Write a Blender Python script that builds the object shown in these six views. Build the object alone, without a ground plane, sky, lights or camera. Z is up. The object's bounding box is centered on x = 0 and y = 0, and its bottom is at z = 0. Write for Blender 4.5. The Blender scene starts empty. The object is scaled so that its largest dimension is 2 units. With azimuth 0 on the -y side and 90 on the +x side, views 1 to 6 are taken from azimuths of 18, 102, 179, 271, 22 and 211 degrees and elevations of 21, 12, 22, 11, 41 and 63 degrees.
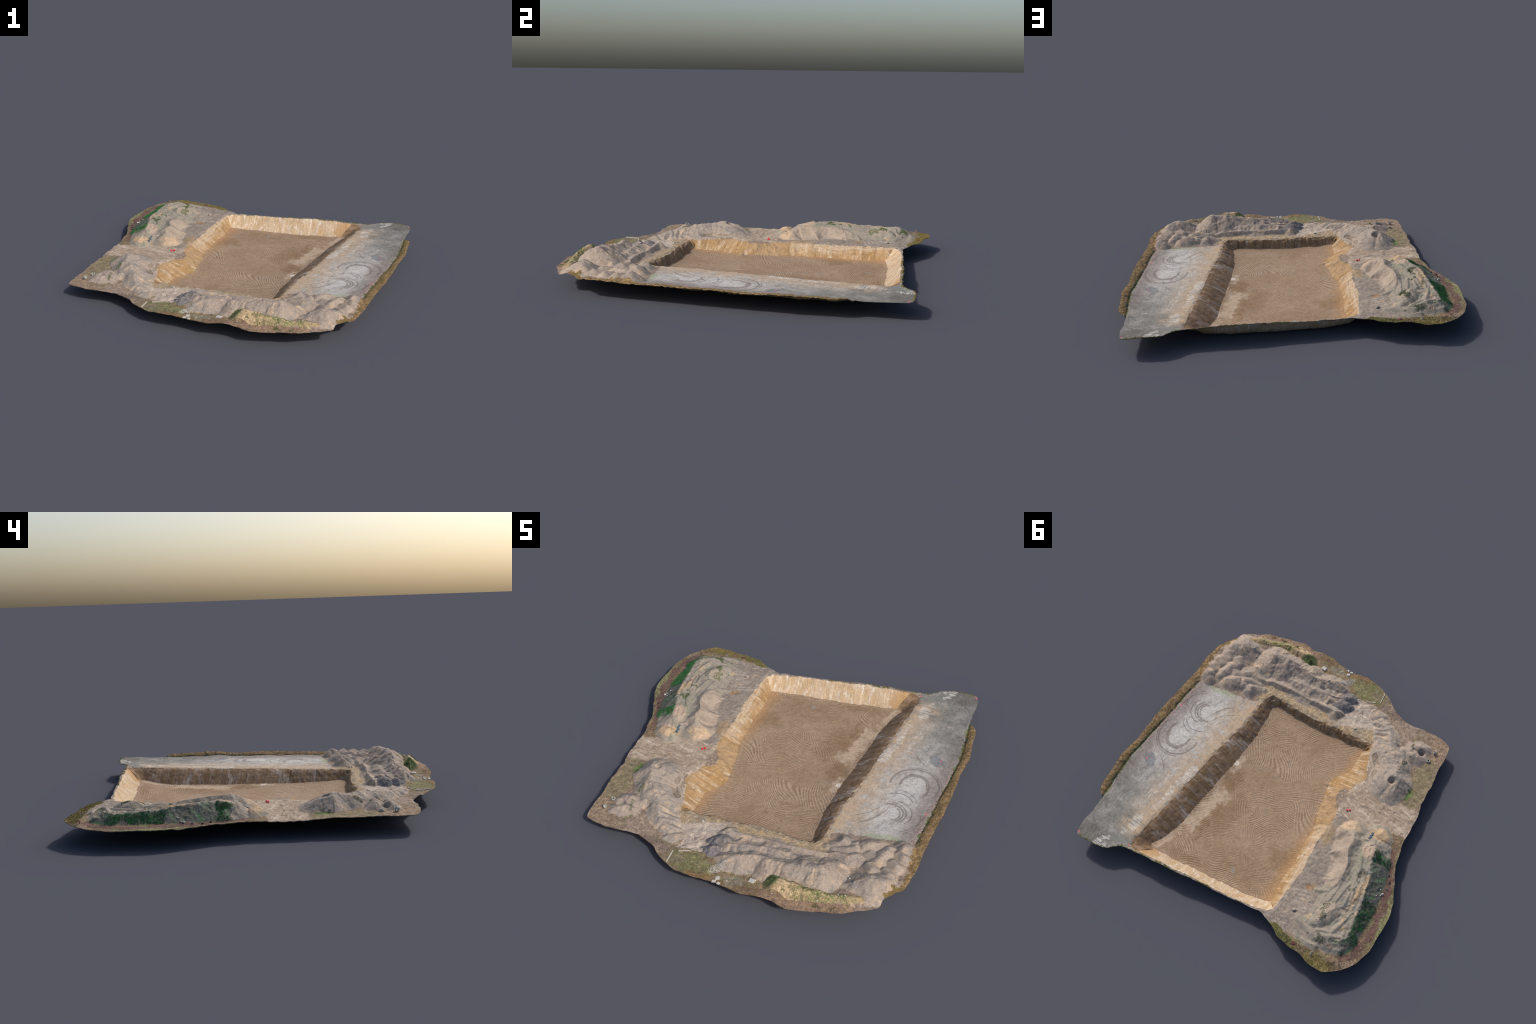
# An excavation pit with spoil heaps: a shell of ground, built as one height
# function (ground + pit + heaps), meshed once and cut into named parts.
import bpy, math
import numpy as np
from mathutils import Vector

rng = np.random.default_rng(7)
GRID = 0.0034
THICK = 0.0036

# ------------------------------------------------------------------ noise
def _hash(ix, iy, seed):
    h = (ix.astype(np.int64) * 374761393 + iy.astype(np.int64) * 668265263 + seed * 974711) & 0xFFFFFFFF
    h = ((h ^ (h >> 13)) * 1274126177) & 0xFFFFFFFF
    return ((h ^ (h >> 16)) & 0xFFFF) / 65535.0 * 2 - 1

def vnoise(x, y, seed=0):
    ix, iy = np.floor(x), np.floor(y)
    fx, fy = x - ix, y - iy
    u, v = fx * fx * fx * (fx * (fx * 6 - 15) + 10), fy * fy * fy * (fy * (fy * 6 - 15) + 10)
    a, b = _hash(ix, iy, seed), _hash(ix + 1, iy, seed)
    c, d = _hash(ix, iy + 1, seed), _hash(ix + 1, iy + 1, seed)
    return (a + (b - a) * u) * (1 - v) + (c + (d - c) * u) * v

def fbm(x, y, freq, octaves=4, seed=0, gain=0.5):
    s, amp = np.zeros_like(x), 1.0
    for o in range(octaves):
        ca, sa = math.cos(0.7 * o + 0.3), math.sin(0.7 * o + 0.3)
        s += amp * vnoise((ca * x - sa * y) * freq + 17.3 * o, (sa * x + ca * y) * freq - 9.1 * o, seed + o)
        freq *= 2.03
        amp *= gain
    return s

def ridged(x, y, freq, octaves=3, seed=0):
    s, amp = np.zeros_like(x), 1.0
    for o in range(octaves):
        s += amp * (1 - np.abs(vnoise(x * freq + 5.7 * o, y * freq + 3.3 * o, seed + 31 * o)) * 2.2)
        freq *= 2.1
        amp *= 0.5
    return s

def sstep(a, b, x):
    t = np.clip((x - a) / (b - a), 0, 1)
    return t * t * (3 - 2 * t)

# --------------------------------------------------------------- geometry
def inside(x, y, poly):
    p = np.asarray(poly, float)[:, :2]
    res = np.zeros(x.shape, bool)
    for (x0, y0), (x1, y1) in zip(p, np.roll(p, -1, 0)):
        if y0 == y1:
            continue
        c = (y0 > y) != (y1 > y)
        res ^= c & (x < (x1 - x0) * (y - y0) / (y1 - y0) + x0)
    return res

def near(x, y, pts, closed=False):
    """distance to a polyline, the columns of pts interpolated at the nearest
    point, the side (+ = left of travel) and the arc position"""
    p = np.asarray(pts, float)
    if closed:
        p = np.vstack([p, p[:1]])
    best = np.full(x.shape, 1e9)
    val = np.zeros(x.shape + (p.shape[1],))
    side = np.zeros(x.shape)
    arc = np.zeros(x.shape)
    run = 0.0
    for a, b in zip(p[:-1], p[1:]):
        d = b[:2] - a[:2]
        L2 = float(d @ d) + 1e-12
        t = np.clip(((x - a[0]) * d[0] + (y - a[1]) * d[1]) / L2, 0, 1)
        dx, dy = x - (a[0] + t * d[0]), y - (a[1] + t * d[1])
        q = dx * dx + dy * dy
        m = q < best
        best[m] = q[m]
        val[m] = a + t[m][:, None] * (b - a)
        side[m] = np.sign(d[0] * dy[m] - d[1] * dx[m])
        arc[m] = run + t[m] * math.sqrt(L2)
        run += math.sqrt(L2)
    return np.sqrt(best), val, side, arc

def rbf(points, smooth=0.0):
    p = np.asarray(points, float)
    r = np.hypot(p[:, None, 0] - p[None, :, 0], p[:, None, 1] - p[None, :, 1])
    k = np.sqrt(r * r + 0.03 ** 2)
    n = len(p)
    A = np.zeros((n + 3, n + 3))
    A[:n, :n] = -k + smooth * np.eye(n)
    A[:n, n] = 1
    A[:n, n + 1:] = p[:, :2]
    A[n:, :n] = A[:n, n:].T
    w = np.linalg.solve(A, np.concatenate([p[:, 2], np.zeros(3)]))
    def f(x, y):
        s = w[n] + w[n + 1] * x + w[n + 2] * y
        for (px, py, _), wi in zip(p, w[:n]):
            s = s - wi * np.sqrt((x - px) ** 2 + (y - py) ** 2 + 0.03 ** 2)
        return s
    return f

def smooth_line(pts, step, closed=False):
    """Catmull-Rom through the control points, resampled"""
    p = np.asarray(pts, float)
    n = len(p)
    out = []
    for i in range(n if closed else n - 1):
        p0, p1, p2, p3 = (p[(i + k) % n] if closed else p[min(max(i + k, 0), n - 1)] for k in (-1, 0, 1, 2))
        m = max(1, int(np.hypot(*(p2 - p1)[:2]) / step))
        for t in np.arange(m) / m:
            out.append(0.5 * (2 * p1 + (p2 - p0) * t + (2 * p0 - 5 * p1 + 4 * p2 - p3) * t * t + (3 * p1 - p0 - 3 * p2 + p3) * t ** 3))
    if not closed:
        out.append(p[-1])
    return np.array(out)

# ------------------------------------------------- plan of the site (metres)
# edge of the piece of ground, counter-clockwise from the south-west corner
EDGE = [
    (-.825, -.727, .090), (-.800, -.744, .092), (-.709, -.762, .092), (-.606, -.762, .090), (-.530, -.756, .088),
    (-.471, -.770, .086), (-.418, -.796, .086), (-.358, -.838, .083), (-.320, -.873, .088), (-.275, -.897, .088),
    (-.213, -.928, .090), (-.139, -.940, .095), (-.063, -.940, .093), (.002, -.935, .086), (.072, -.949, .088),
    (.152, -.970, .096), (.214, -.969, .106), (.248, -.967, .108), (.295, -.961, .098), (.341, -.972, .094),
    (.397, -.983, .094), (.473, -.965, .092), (.557, -.949, .094), (.645, -.926, .097), (.685, -.900, .096),
    (.744, -.875, .098), (.789, -.854, .098), (.810, -.830, .098), (.813, -.795, .095), (.844, -.751, .098),
    (.867, -.716, .101), (.891, -.685, .104), (.909, -.620, .106), (.911, -.588, .106), (.920, -.498, .105),
    (.919, -.436, .102), (.925, -.377, .102), (.934, -.301, .103), (.943, -.226, .104), (.954, -.133, .106),
    (.967, -.025, .107), (.974, .073, .107), (.977, .147, .104), (.978, .199, .102), (.990, .283, .106),
    (.999, .352, .110), (1.001, .400, .112), (.994, .452, .108), (.991, .517, .108), (.988, .602, .106),
    (.971, .649, .104), (.947, .678, .100), (.942, .714, .094), (.939, .735, .093), (.941, .789, .094),
    (.948, .854, .099), (.947, .902, .101), (.942, .950, .102), (.931, .969, .104), (.847, .972, .108),
    (.784, .972, .108), (.717, .955, .103), (.687, .931, .102), (.657, .906, .102), (.629, .898, .103),
    (.568, .892, .106), (.471, .887, .109), (.374, .885, .110), (.247, .881, .110), (.128, .866, .107),
    (-.030, .860, .100), (-.178, .849, .094), (-.238, .845, .094), (-.315, .840, .094), (-.349, .854, .098),
    (-.398, .876, .099), (-.441, .897, .103), (-.474, .921, .105), (-.520, .931, .104), (-.570, .943, .106),
    (-.614, .947, .107), (-.651, .950, .105), (-.690, .968, .101), (-.717, .976, .097), (-.767, .980, .100),
    (-.810, .974, .102), (-.854, .948, .098), (-.903, .906, .095), (-.939, .865, .094), (-.965, .802, .093),
    (-.985, .744, .091), (-.992, .698, .092), (-.990, .633, .093), (-.996, .579, .093), (-.998, .534, .092),
    (-.992, .462, .092), (-.977, .406, .090), (-.947, .327, .090), (-.921, .269, .090), (-.896, .211, .089),
    (-.882, .153, .090), (-.870, .088, .089), (-.861, .014, .086), (-.861, -.035, .084), (-.863, -.093, .082),
    (-.863, -.156, .082), (-.859, -.209, .084), (-.844, -.287, .087), (-.845, -.364, .090), (-.844, -.457, .091),
    (-.834, -.533, .091), (-.837, -.610, .089), (-.835, -.682, .087)]

# spot heights of the undisturbed ground
SPOTS = [
    (-.463, -.008, .085), (-.755, -.600, .092), (-.278, -.597, .079), (.174, -.869, .088), (.395, -.553, .080),
    (.871, -.139, .093), (.851, .306, .093), (.684, .065, .091), (.592, .872, .096), (-.467, .500, .091),
    (-.484, .730, .094), (-.899, .387, .098), (-.867, .891, .103), (-.462, .242, .091), (-.279, -.860, .086),
    (-.369, -.507, .079), (-.226, -.558, .079), (-.200, -.783, .083), (.716, .734, .090), (.604, -.841, .112),
    (.697, -.830, .112), (-.409, -.085, .086), (-.376, -.134, .086), (-.457, -.257, .087), (.142, -.555, .080),
    (-.586, .917, .104), (-.698, .917, .104), (.391, -.500, .081), (.300, -.540, .083), (.620, -.330, .086),
    (.760, -.350, .089), (.450, -.150, .085), (.500, .166, .088), (.560, .600, .091), (-.600, -.100, .084),
    (-.720, -.330, .089), (.020, -.545, .079), (-.360, .794, .094), (-.390, .400, .090), (.860, .850, .098),
    (.905, -.090, .092), (.925, .110, .093), (.937, .240, .094), (.952, .420, .095), (.946, .600, .095), (.870, -.367, .092),
    (.765, -.595, .093), (.690, -.690, .093), (.620, -.640, .091), (.660, -.560, .092), (-.615, -.520, .088)]

RIM = [
    (.391, -.500), (.411, -.431), (.415, -.350), (.421, -.267), (.428, -.194), (.448, -.140), (.467, -.060), (.476, .000),
    (.489, .076), (.501, .166), (.511, .238), (.527, .337), (.538, .421), (.554, .505), (.566, .595), (.582, .677),
    (.592, .757), (.603, .810), (.597, .862), (.566, .876), (.476, .873), (.358, .867), (.260, .865), (.137, .855),
    (-.030, .850), (-.178, .840), (-.287, .823), (-.362, .795), (-.381, .718), (-.391, .611), (-.402, .510), (-.402, .396),
    (-.398, .279), (-.403, .202), (-.405, .099), (-.410, .042), (-.372, -.024), (-.350, -.090), (-.368, -.138), (-.407, -.143),
    (-.430, -.205), (-.459, -.259), (-.446, -.310), (-.407, -.400), (-.380, -.480), (-.369, -.509), (-.302, -.508), (-.207, -.503),
    (-.138, -.505), (-.054, -.500), (.031, -.495), (.127, -.497), (.213, -.505), (.337, -.517)]
FLOOR = [
    (.318, -.486), (.341, -.462), (.338, -.372), (.334, -.262), (.336, -.170), (.346, -.092), (.353, .000), (.365, .085),
    (.378, .155), (.391, .260), (.412, .371), (.420, .473), (.437, .570), (.452, .634), (.474, .702), (.500, .755),
    (.505, .785), (.386, .789), (.196, .780), (.012, .769), (-.126, .766), (-.212, .753), (-.320, .730), (-.314, .656),
    (-.308, .575), (-.319, .487), (-.323, .408), (-.315, .293), (-.315, .224), (-.309, .143), (-.284, .066), (-.276, -.039),
    (-.262, -.115), (-.258, -.169), (-.290, -.232), (-.330, -.301), (-.335, -.388), (-.331, -.465), (-.235, -.464), (-.133, -.466),
    (-.049, -.460), (.042, -.463), (.131, -.475), (.214, -.479)]
FLOOR_SPOTS = [
    (.503, .786, .024), (-.320, .729, .016), (-.332, -.459, .028), (.345, .018, .012), (-.023, .669, .010), (-.251, -.133, .022),
    (.340, -.460, .022), (0, -.460, .018), (0, 0, .009), (-.300, .300, .018), (.400, .450, .004), (.100, .350, .007), (.330, .250, .004),
    (.440, .620, .006), (.330, .600, .004), (-.150, .450, .009), (-.120, -.300, .009), (-.200, -.220, .010), (-.220, -.380, .014),
    (.200, -.200, .011), (.250, .770, .010), (.020, .745, .006), (-.180, .735, .008)]
DITCH = [(.868, -.367), (.886, -.234), (.901, -.092), (.912, .025), (.926, .114), (.936, .230), (.949, .336), (.953, .422), (.948, .501), (.943, .608), (.940, .690)]

# ------------------------------------------------------------------- heaps
# ridge: crest points (x, y, z), slope on the left and right of travel, rounding
HEAPS = []
def heap(name, pts, left, right=None, r=0.012, lump=1.0):
    HEAPS.append(dict(name=name, pts=pts, l=left, r=right or left, round=r, lump=lump))

SOUTH = "spoil_heap"
heap(SOUTH, [(.495, -.770, .183), (.465, -.775, .178), (.387, -.766, .178), (.298, -.766, .157), (.228, -.764, .153),
             (.178, -.748, .146), (.137, -.758, .145), (.080, -.775, .143), (.026, -.790, .136), (-.012, -.790, .115)], .80, .62, .016, 1.3)
heap(SOUTH, [(.474, -.581, .100), (.417, -.600, .110), (.352, -.598, .113), (.293, -.596, .109), (.223, -.600, .108),
             (.144, -.597, .106), (.077, -.598, .107), (-.014, -.600, .110), (-.053, -.597, .114)], .34, 1.35, .004, .7)
heap(SOUTH, [(.300, -.668, .124), (.180, -.672, .124), (.040, -.682, .121), (-.010, -.690, .112)], .45, None, .02, 1.2)
heap(SOUTH, [(-.060, -.598, .115), (-.075, -.606, .108)], .8, None, .01)
SHADE_TINTED = {len(HEAPS), len(HEAPS) + 1}
heap(SOUTH, [(-.050, -.665, .119), (-.085, -.668, .117), (-.110, -.670, .106)], .85, None, .014)
heap(SOUTH, [(-.070, -.735, .116), (-.095, -.742, .115), (-.118, -.748, .104)], .85, None, .014)
heap("spoil_heap", [(.812, -.682, .128), (.770, -.716, .156), (.730, -.733, .166), (.667, -.748, .142), (.621, -.765, .120)], .62, .62, .010)
for pts in ([(.775, -.615, .126), (.800, -.645, .136)], [(.795, -.552, .128), (.823, -.578, .134)],
            [(.812, -.485, .128), (.842, -.510, .134)], [(.815, -.418, .126), (.834, -.440, .139), (.845, -.455, .130)],
            [(.690, -.605, .128), (.716, -.634, .134)]):
    heap("spoil_heap", pts, 1.05, None, .022, .15)
heap("spoil_heap", [(.755, -.470, .128), (.740, -.520, .135), (.732, -.560, .134)], .78, None, .014, .6)
heap("spoil_heap", [(.703, -.448, .124), (.670, -.470, .133), (.640, -.490, .130)], .78, None, .014, .6)
heap("spoil_heap", [(.670, -.520, .122), (.700, -.540, .122)], .78, None, .014, .6)
heap("spoil_heap", [(.640, -.590, .112), (.614, -.560, .124), (.580, -.590, .124), (.500, -.578, .112)], .78, None, .014, .6)
heap("spoil_heap", [(.594, -.512, .124), (.560, -.530, .120), (.490, -.530, .104)], .78, None, .014, .6)
heap("spoil_heap", [(.523, -.480, .126), (.500, -.500, .112), (.462, -.520, .096)], .78, None, .014, .6)
heap("spoil_heap", [(.585, -.485, .116), (.560, -.470, .104)], .78, None, .014, .6)
heap("spoil_heap", [(.560, -.648, .122), (.535, -.640, .120)], .78, None, .014, .6)
# weedy bank along the southern edge
heap("grass_bank", [(.262, -.842, .118), (.285, -.848, .140), (.306, -.866, .156), (.345, -.876, .158), (.384, -.881, .159), (.443, -.882, .150),
                    (.535, -.866, .134), (.600, -.857, .128), (.665, -.848, .127), (.715, -.830, .118)], 1.0, .95, .010)
# long ridge west of the pit, south of the haul road
WEST = [(-.630, -.248, .110), (-.648, -.275, .140), (-.625, -.335, .165), (-.600, -.385, .152), (-.585, -.430, .152),
        (-.545, -.475, .150), (-.510, -.515, .142), (-.478, -.560, .135), (-.448, -.615, .125), (-.416, -.662, .112), (-.370, -.695, .100)]
heap("spoil_ridge", WEST, .53, .72, .014, .8)
heap("spoil_ridge", [(-.596, -.268, .126), (-.572, -.246, .108)], .8, None, .014)
for t, l in ((.25, .085), (.33, .095), (.41, .10), (.49, .085), (.57, .085), (.64, .095), (.71, .095), (.78, .095), (.86, .08), (.94, .07)):
    i = t * (len(WEST) - 1)
    a, b = np.array(WEST[int(i)]), np.array(WEST[int(i) + 1])
    s = a + (b - a) * (i % 1)
    ang = rng.uniform(-.10, .35)
    e = s + np.array([l * math.cos(ang), l * math.sin(ang), 0])
    e[2] = .086
    mid = (s + e) / 2 + np.array([0, rng.uniform(-.012, .012), .006])
    heap("spoil_ridge", [tuple(s + [0, 0, .003]), tuple(mid), tuple(e + [0, 0, .010])], .95, None, .009, .5)
heap("spoil_ridge", [(-.590, -.505, .120), (-.575, -.540, .122), (-.585, -.560, .112)], .9, None, .014, .6)
heap("spoil_ridge", [(-.345, -.722, .096), (-.318, -.712, .098), (-.295, -.700, .094)], .6, None, .02, .5)
# small mound at the south-western corner
heap("spoil_mound", [(-.622, -.600, .114), (-.660, -.615, .122), (-.700, -.635, .114)], .62, None, .012, .6)
heap("spoil_mound", [(-.620, -.565, .120), (-.645, -.545, .129), (-.672, -.545, .124), (-.712, -.570, .106)], .66, None, .012, .6)
# heaps on the north-western mound
heap("earth_mound", [(-.688, .600, .140), (-.688, .640, .162), (-.668, .690, .158), (-.640, .728, .142)], .75, .75, .012)
heap("earth_mound", [(-.526, .770, .106), (-.610, .791, .116), (-.684, .817, .128), (-.712, .794, .142), (-.750, .784, .152), (-.797, .765, .146), (-.841, .757, .128)], .60, None, .006, .5)
heap("earth_mound", [(-.560, .845, .104), (-.590, .866, .108), (-.645, .874, .113), (-.701, .868, .116)], .6, None, .006, .6)
heap("earth_mound", [(-.667, .775, .130), (-.715, .764, .144), (-.747, .762, .148)], .8, None, .006, .5)
heap("earth_mound", [(-.799, .590, .146), (-.776, .666, .145), (-.750, .750, .148)], .8, None, .005, .5)
heap("earth_mound", [(-.682, .575, .138), (-.688, .520, .148), (-.702, .450, .148)], .75, None, .005, .5)
heap("earth_mound", [(-.654, .484, .136), (-.649, .532, .134), (-.638, .589, .126)], .7, None, .006, .5)
heap("earth_mound", [(-.540, .555, .102), (-.600, .540, .116), (-.625, .570, .120), (-.616, .650, .120)], .6, None, .006, .5)
heap("earth_mound", [(-.690, .262, .153), (-.712, .322, .155), (-.725, .399, .155), (-.732, .472, .151), (-.731, .585, .148)], .7, None, .005, .5)
heap("earth_mound", [(-.755, .290, .164), (-.765, .380, .163), (-.775, .450, .158), (-.772, .530, .149)], .7, None, .006, .6)
heap("earth_mound", [(-.690, .040, .116), (-.720, .050, .128), (-.748, .068, .122)], .78, None, .020, .4)
heap("earth_mound", [(-.515, .088, .106), (-.548, .092, .126), (-.580, .130, .146)], .74, None, .014, .4)
heap("earth_mound", [(-.725, .140, .149), (-.700, .165, .146), (-.660, .190, .138)], .7, None, .008)
heap("earth_mound", [(-.594, .246, .160), (-.550, .272, .131), (-.498, .305, .098)], .62, .95, .006, .4)
heap("earth_mound", [(-.578, .155, .160), (-.538, .136, .140), (-.498, .126, .110)], .62, .95, .006, .4)
heap("earth_mound", [(-.640, .430, .148), (-.600, .452, .126), (-.555, .470, .100)], .62, .8, .006, .4)
heap("grass_bank", [(-.800, .700, .140), (-.845, .690, .120)], .8, None, .02)
heap("grass_bank", [(-.790, .560, .142), (-.850, .540, .118)], .8, None, .02)
heap("grass_bank", [(-.780, .400, .155), (-.845, .420, .122)], .8, None, .02)
heap("dark_clod", [(-.700, .916, .110)], .9, None, .012)
heap("red_bush", [(-.586, .916, .110)], .9, None, .010)

# plateau of the north-western mound: rim (x, y, z, outward slope)
PLATEAU = [
    (-.545, .128, .130, .60), (-.580, .160, .162, .75), (-.592, .200, .168, .70), (-.595, .246, .160, .66), (-.633, .333, .160, .64),
    (-.641, .410, .151, .58), (-.634, .465, .137, .45), (-.612, .530, .114, .50), (-.606, .640, .114, .55), (-.590, .720, .110, .55),
    (-.580, .780, .106, .5), (-.630, .800, .114, .5), (-.693, .812, .126, .6), (-.753, .800, .146, .62), (-.805, .785, .146, .62),
    (-.828, .735, .142, .66), (-.832, .695, .140, .66), (-.818, .615, .142, .52), (-.812, .506, .145, .50), (-.796, .420, .160, .62),
    (-.785, .367, .166, .64), (-.770, .305, .165, .64), (-.745, .240, .165, .64), (-.733, .200, .160, .62), (-.727, .140, .149, .62),
    (-.690, .128, .128, .6), (-.640, .135, .126, .6)]
PLATEAU_IN = [(-.690, .215, .150), (-.655, .250, .139), (-.682, .340, .138), (-.715, .430, .143), (-.700, .550, .138), (-.745, .640, .137),
              (-.765, .740, .136), (-.630, .190, .147), (-.672, .400, .136), (-.740, .330, .150),
              (-.622, .200, .148), (-.628, .245, .140), (-.662, .330, .139), (-.668, .410, .134)]

# ----------------------------------------------------------- height function
edge_line = smooth_line(EDGE, .012, True)
_n = len(edge_line)
_t = np.roll(edge_line, -1, 0) - np.roll(edge_line, 1, 0)
_nrm = np.stack([_t[:, 1], -_t[:, 0]], 1) / (np.hypot(_t[:, 0], _t[:, 1])[:, None] + 1e-9)
_rough = fbm(edge_line[:, 0], edge_line[:, 1], 22, 3, 5) * .0030
edge_line[:, :2] += _nrm * _rough[:, None]
rim_line = smooth_line(RIM, .012, True)
rim_line += (.0022 + .0022 * (rim_line[:, 0] < -.3) + .0018 * (rim_line[:, 1] < -.45))[:, None] * np.stack([fbm(rim_line[:, 0], rim_line[:, 1], 26, 3, s) for s in (11, 12)], 1)
floor_line = smooth_line(FLOOR, .012, True)
floor_line += .0040 * np.stack([fbm(floor_line[:, 0], floor_line[:, 1], 26, 3, s) for s in (13, 14)], 1)

ground_f = rbf(SPOTS + [p for p in EDGE[::2]], .002)
floor_f = rbf(FLOOR_SPOTS, .002)
plateau_f = rbf([p[:3] for p in PLATEAU] + PLATEAU_IN, .001)

def edge_near(x, y, reach=.06):
    """distance to the edge of the ground and its height there; exact only within reach"""
    c = smooth_line(EDGE, .05, True)
    d, v, _, _ = near(x, y, c, True)
    m = d < reach
    d2, v2, _, _ = near(x[m], y[m], edge_line, True)
    d[m], v[m] = d2, v2
    return d, v

def wall_side(x, y):
    """which wall of the pit: 0 east, 1 north, 2 west, 3 south"""
    side = np.full(x.shape, 2)
    side[(y > .735 + .03 * x) & (y - .79 > (-.36 - x) * 1.0 - .02)] = 1
    side[(x > .30) & (x - .50 > (y - .82) * .75)] = 0
    side[(y < -.455) & (x < .33 - (y + .46) * 1.3) & (x > -.35 + (y + .46))] = 3
    return side

def terrain(x, y):
    g = ground_f(x, y)
    d_edge, ev = edge_near(x, y)
    g = g + (ev[:, 2] - g) * np.exp(-(d_edge / .025) ** 2)
    wob = fbm(x, y, 14, 3, 40) * .004
    # unevenness of the open ground
    pad = sstep(.40, .46, x) * sstep(-.42, -.36, y)
    rough = .0022 * fbm(x, y, 30, 4, 3) * (1 - .75 * pad) + .0012 * fbm(x, y, 7, 2, 8)
    verge = np.zeros_like(x)
    dd, _, ds, _ = near(x, y, DITCH)
    verge = ((ds < 0) & (y < .70) & (y > -.75) & (x > .82)).astype(float)
    rough += verge * (.0022 * fbm(x, y, 60, 3, 21) + .003 * sstep(0, .03, dd))
    g = g + rough - .007 * np.exp(-(dd / .006) ** 2) * ((y > -.40) & (y < .70))
    # haul road ruts
    road = sstep(.07, .0, np.abs(y + .10 - .12 * (x + .6))) * sstep(-.38, -.46, x)
    g = g + road * .0035 * ridged(x * .35, y, 26, 2, 9)
    # grubbed ground on the path south-west of the pit
    path = np.exp(-(((x + .21) / .09) ** 2 + ((y + .70) / .09) ** 2))
    g = g + path * .004 * ridged(x + y, y - .6 * x, 22, 3, 19)

    # --- heaps: the highest cone or ridge wins
    best = np.full(x.shape, -1.0)
    owner = np.full(x.shape, -1)
    lumpy = np.zeros_like(x)
    for i, hp in enumerate(HEAPS):
        p = np.asarray(hp["pts"], float)
        lo, hi = p[:, :2].min(0) - .22, p[:, :2].max(0) + .22
        m = (x > lo[0]) & (x < hi[0]) & (y > lo[1]) & (y < hi[1])
        if not m.any():
            continue
        xs, ys = x[m] + wob[m] * .5, y[m] + wob[m] * .5
        z = np.full(xs.shape, -1.0)
        segs = [(p[0], p[0])] if len(p) == 1 else list(zip(p[:-1], p[1:]))
        run = i * 1.37
        for a, b in segs:
            d = b[:2] - a[:2]
            L2 = float(d @ d) + 1e-12
            t = np.clip(((xs - a[0]) * d[0] + (ys - a[1]) * d[1]) / L2, 0, 1)
            dx, dy = xs - a[0] - t * d[0], ys - a[1] - t * d[1]
            dist = np.hypot(dx, dy)
            sn = (d[0] * dy - d[1] * dx) / (dist * math.sqrt(L2) + 1e-9)
            sl = hp["r"] + (hp["l"] - hp["r"]) * (0.5 + 0.5 * np.clip(sn * 1.5, -1, 1))
            arc = run + t * math.sqrt(L2) + .05 * np.arctan2(dy, dx)
            run += math.sqrt(L2)
            # flutes where the tipped earth slid, and an uneven crest
            flute = hp["lump"] * (.0075 * vnoise(arc * 17, dist * 5 + i, 71) + .0022 * vnoise(arc * 48, dist * 9 + i, 72)) * sstep(.002, .035, dist)
            rise = hp["lump"] * .0040 * vnoise(arc * 24, dist * 0 + i, 73)
            z = np.maximum(z, a[2] + t * (b[2] - a[2]) + rise + flute - sl * (np.sqrt(dist ** 2 + hp["round"] ** 2) - hp["round"]))
        bm, om, lm = best[m], owner[m], lumpy[m]
        w = z > bm
        bm[w], om[w], lm[w] = z[w], i, hp["lump"]
        best[m], owner[m], lumpy[m] = bm, om, lm
    # --- plateau
    m = (x < -.38) & (y > -.05)
    xs, ys = x[m] + wob[m], y[m] + wob[m]
    ins = inside(xs, ys, PLATEAU)
    pd, pv, _, _ = near(xs, ys, PLATEAU, True)
    zi = plateau_f(xs, ys)
    # old dump-truck benches curving round the top
    bench = sstep(.10, .16, ys) * sstep(.62, .52, ys) * (pv[:, 0] < -.70)
    pw = pd + .006 * fbm(xs, ys, 12, 3, 66)
    for off, hgt, wid in ((.030, .004, .006), (.058, .005, .008)):
        zi = zi + bench * hgt * np.exp(-((pw - off) / wid) ** 2)
    zi = zi + .0028 * (ridged(xs * 1.0, ys * .55, 17, 3, 67) - .6) * sstep(0, .02, pd) + .0022 * fbm(xs, ys, 30, 3, 68)
    z = np.where(ins, zi, pv[:, 2] - pv[:, 3] * (np.sqrt(pd ** 2 + .006 ** 2) - .006))
    z = np.where(ins, np.minimum(z, pv[:, 2] + .03), z)
    w = z > best[m]
    bm, om, lm = best[m], owner[m], lumpy[m]
    bm[w], om[w], lm[w] = z[w], len(HEAPS), np.where(xs[w] < -.74, 1.6, np.where((xs[w] > -.66) & ~ins[w], .25, .9))
    best[m], owner[m], lumpy[m] = bm, om, lm

    lumps = .0020 * fbm(x, y, 26, 3, 55) + .0018 * (ridged(x, y, 19, 2, 61) - .5) + .0010 * fbm(x, y, 80, 3, 64)
    over = best - g
    best = best + lumps * lumpy * sstep(-.002, .02, over)
    over = best - g
    # soft maximum so that feet run out
    k = .005
    hmix = np.clip(.5 + .5 * over / k, 0, 1)
    top = g * (1 - hmix) + best * hmix + k * hmix * (1 - hmix) * .9
    owner = np.where(over > .0015, owner, -1)
    # pockets scooped out of the western heaps
    for cx, cy, rr, dp in ((-.615, -.300, .020, .034), (-.690, -.590, .018, .024), (-.560, -.330, .016, .010), (-.545, -.560, .014, .010), (-.500, -.470, .013, .010)):
        top = top - dp * np.exp(-(((x - cx) / rr) ** 2 + ((y - cy) / rr) ** 2) ** 1.5)

    # faces bitten out of the mound by the excavator
    for cx, cy, rr, dp in ((-.558, .368, .060, .016), (-.538, .196, .045, .014)):
        bite = np.exp(-(((x - cx) / rr) ** 2 + ((y - cy) / (rr * 1.25)) ** 2) ** 2)
        top = np.maximum(top - dp * bite, np.minimum(top, g))
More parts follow.
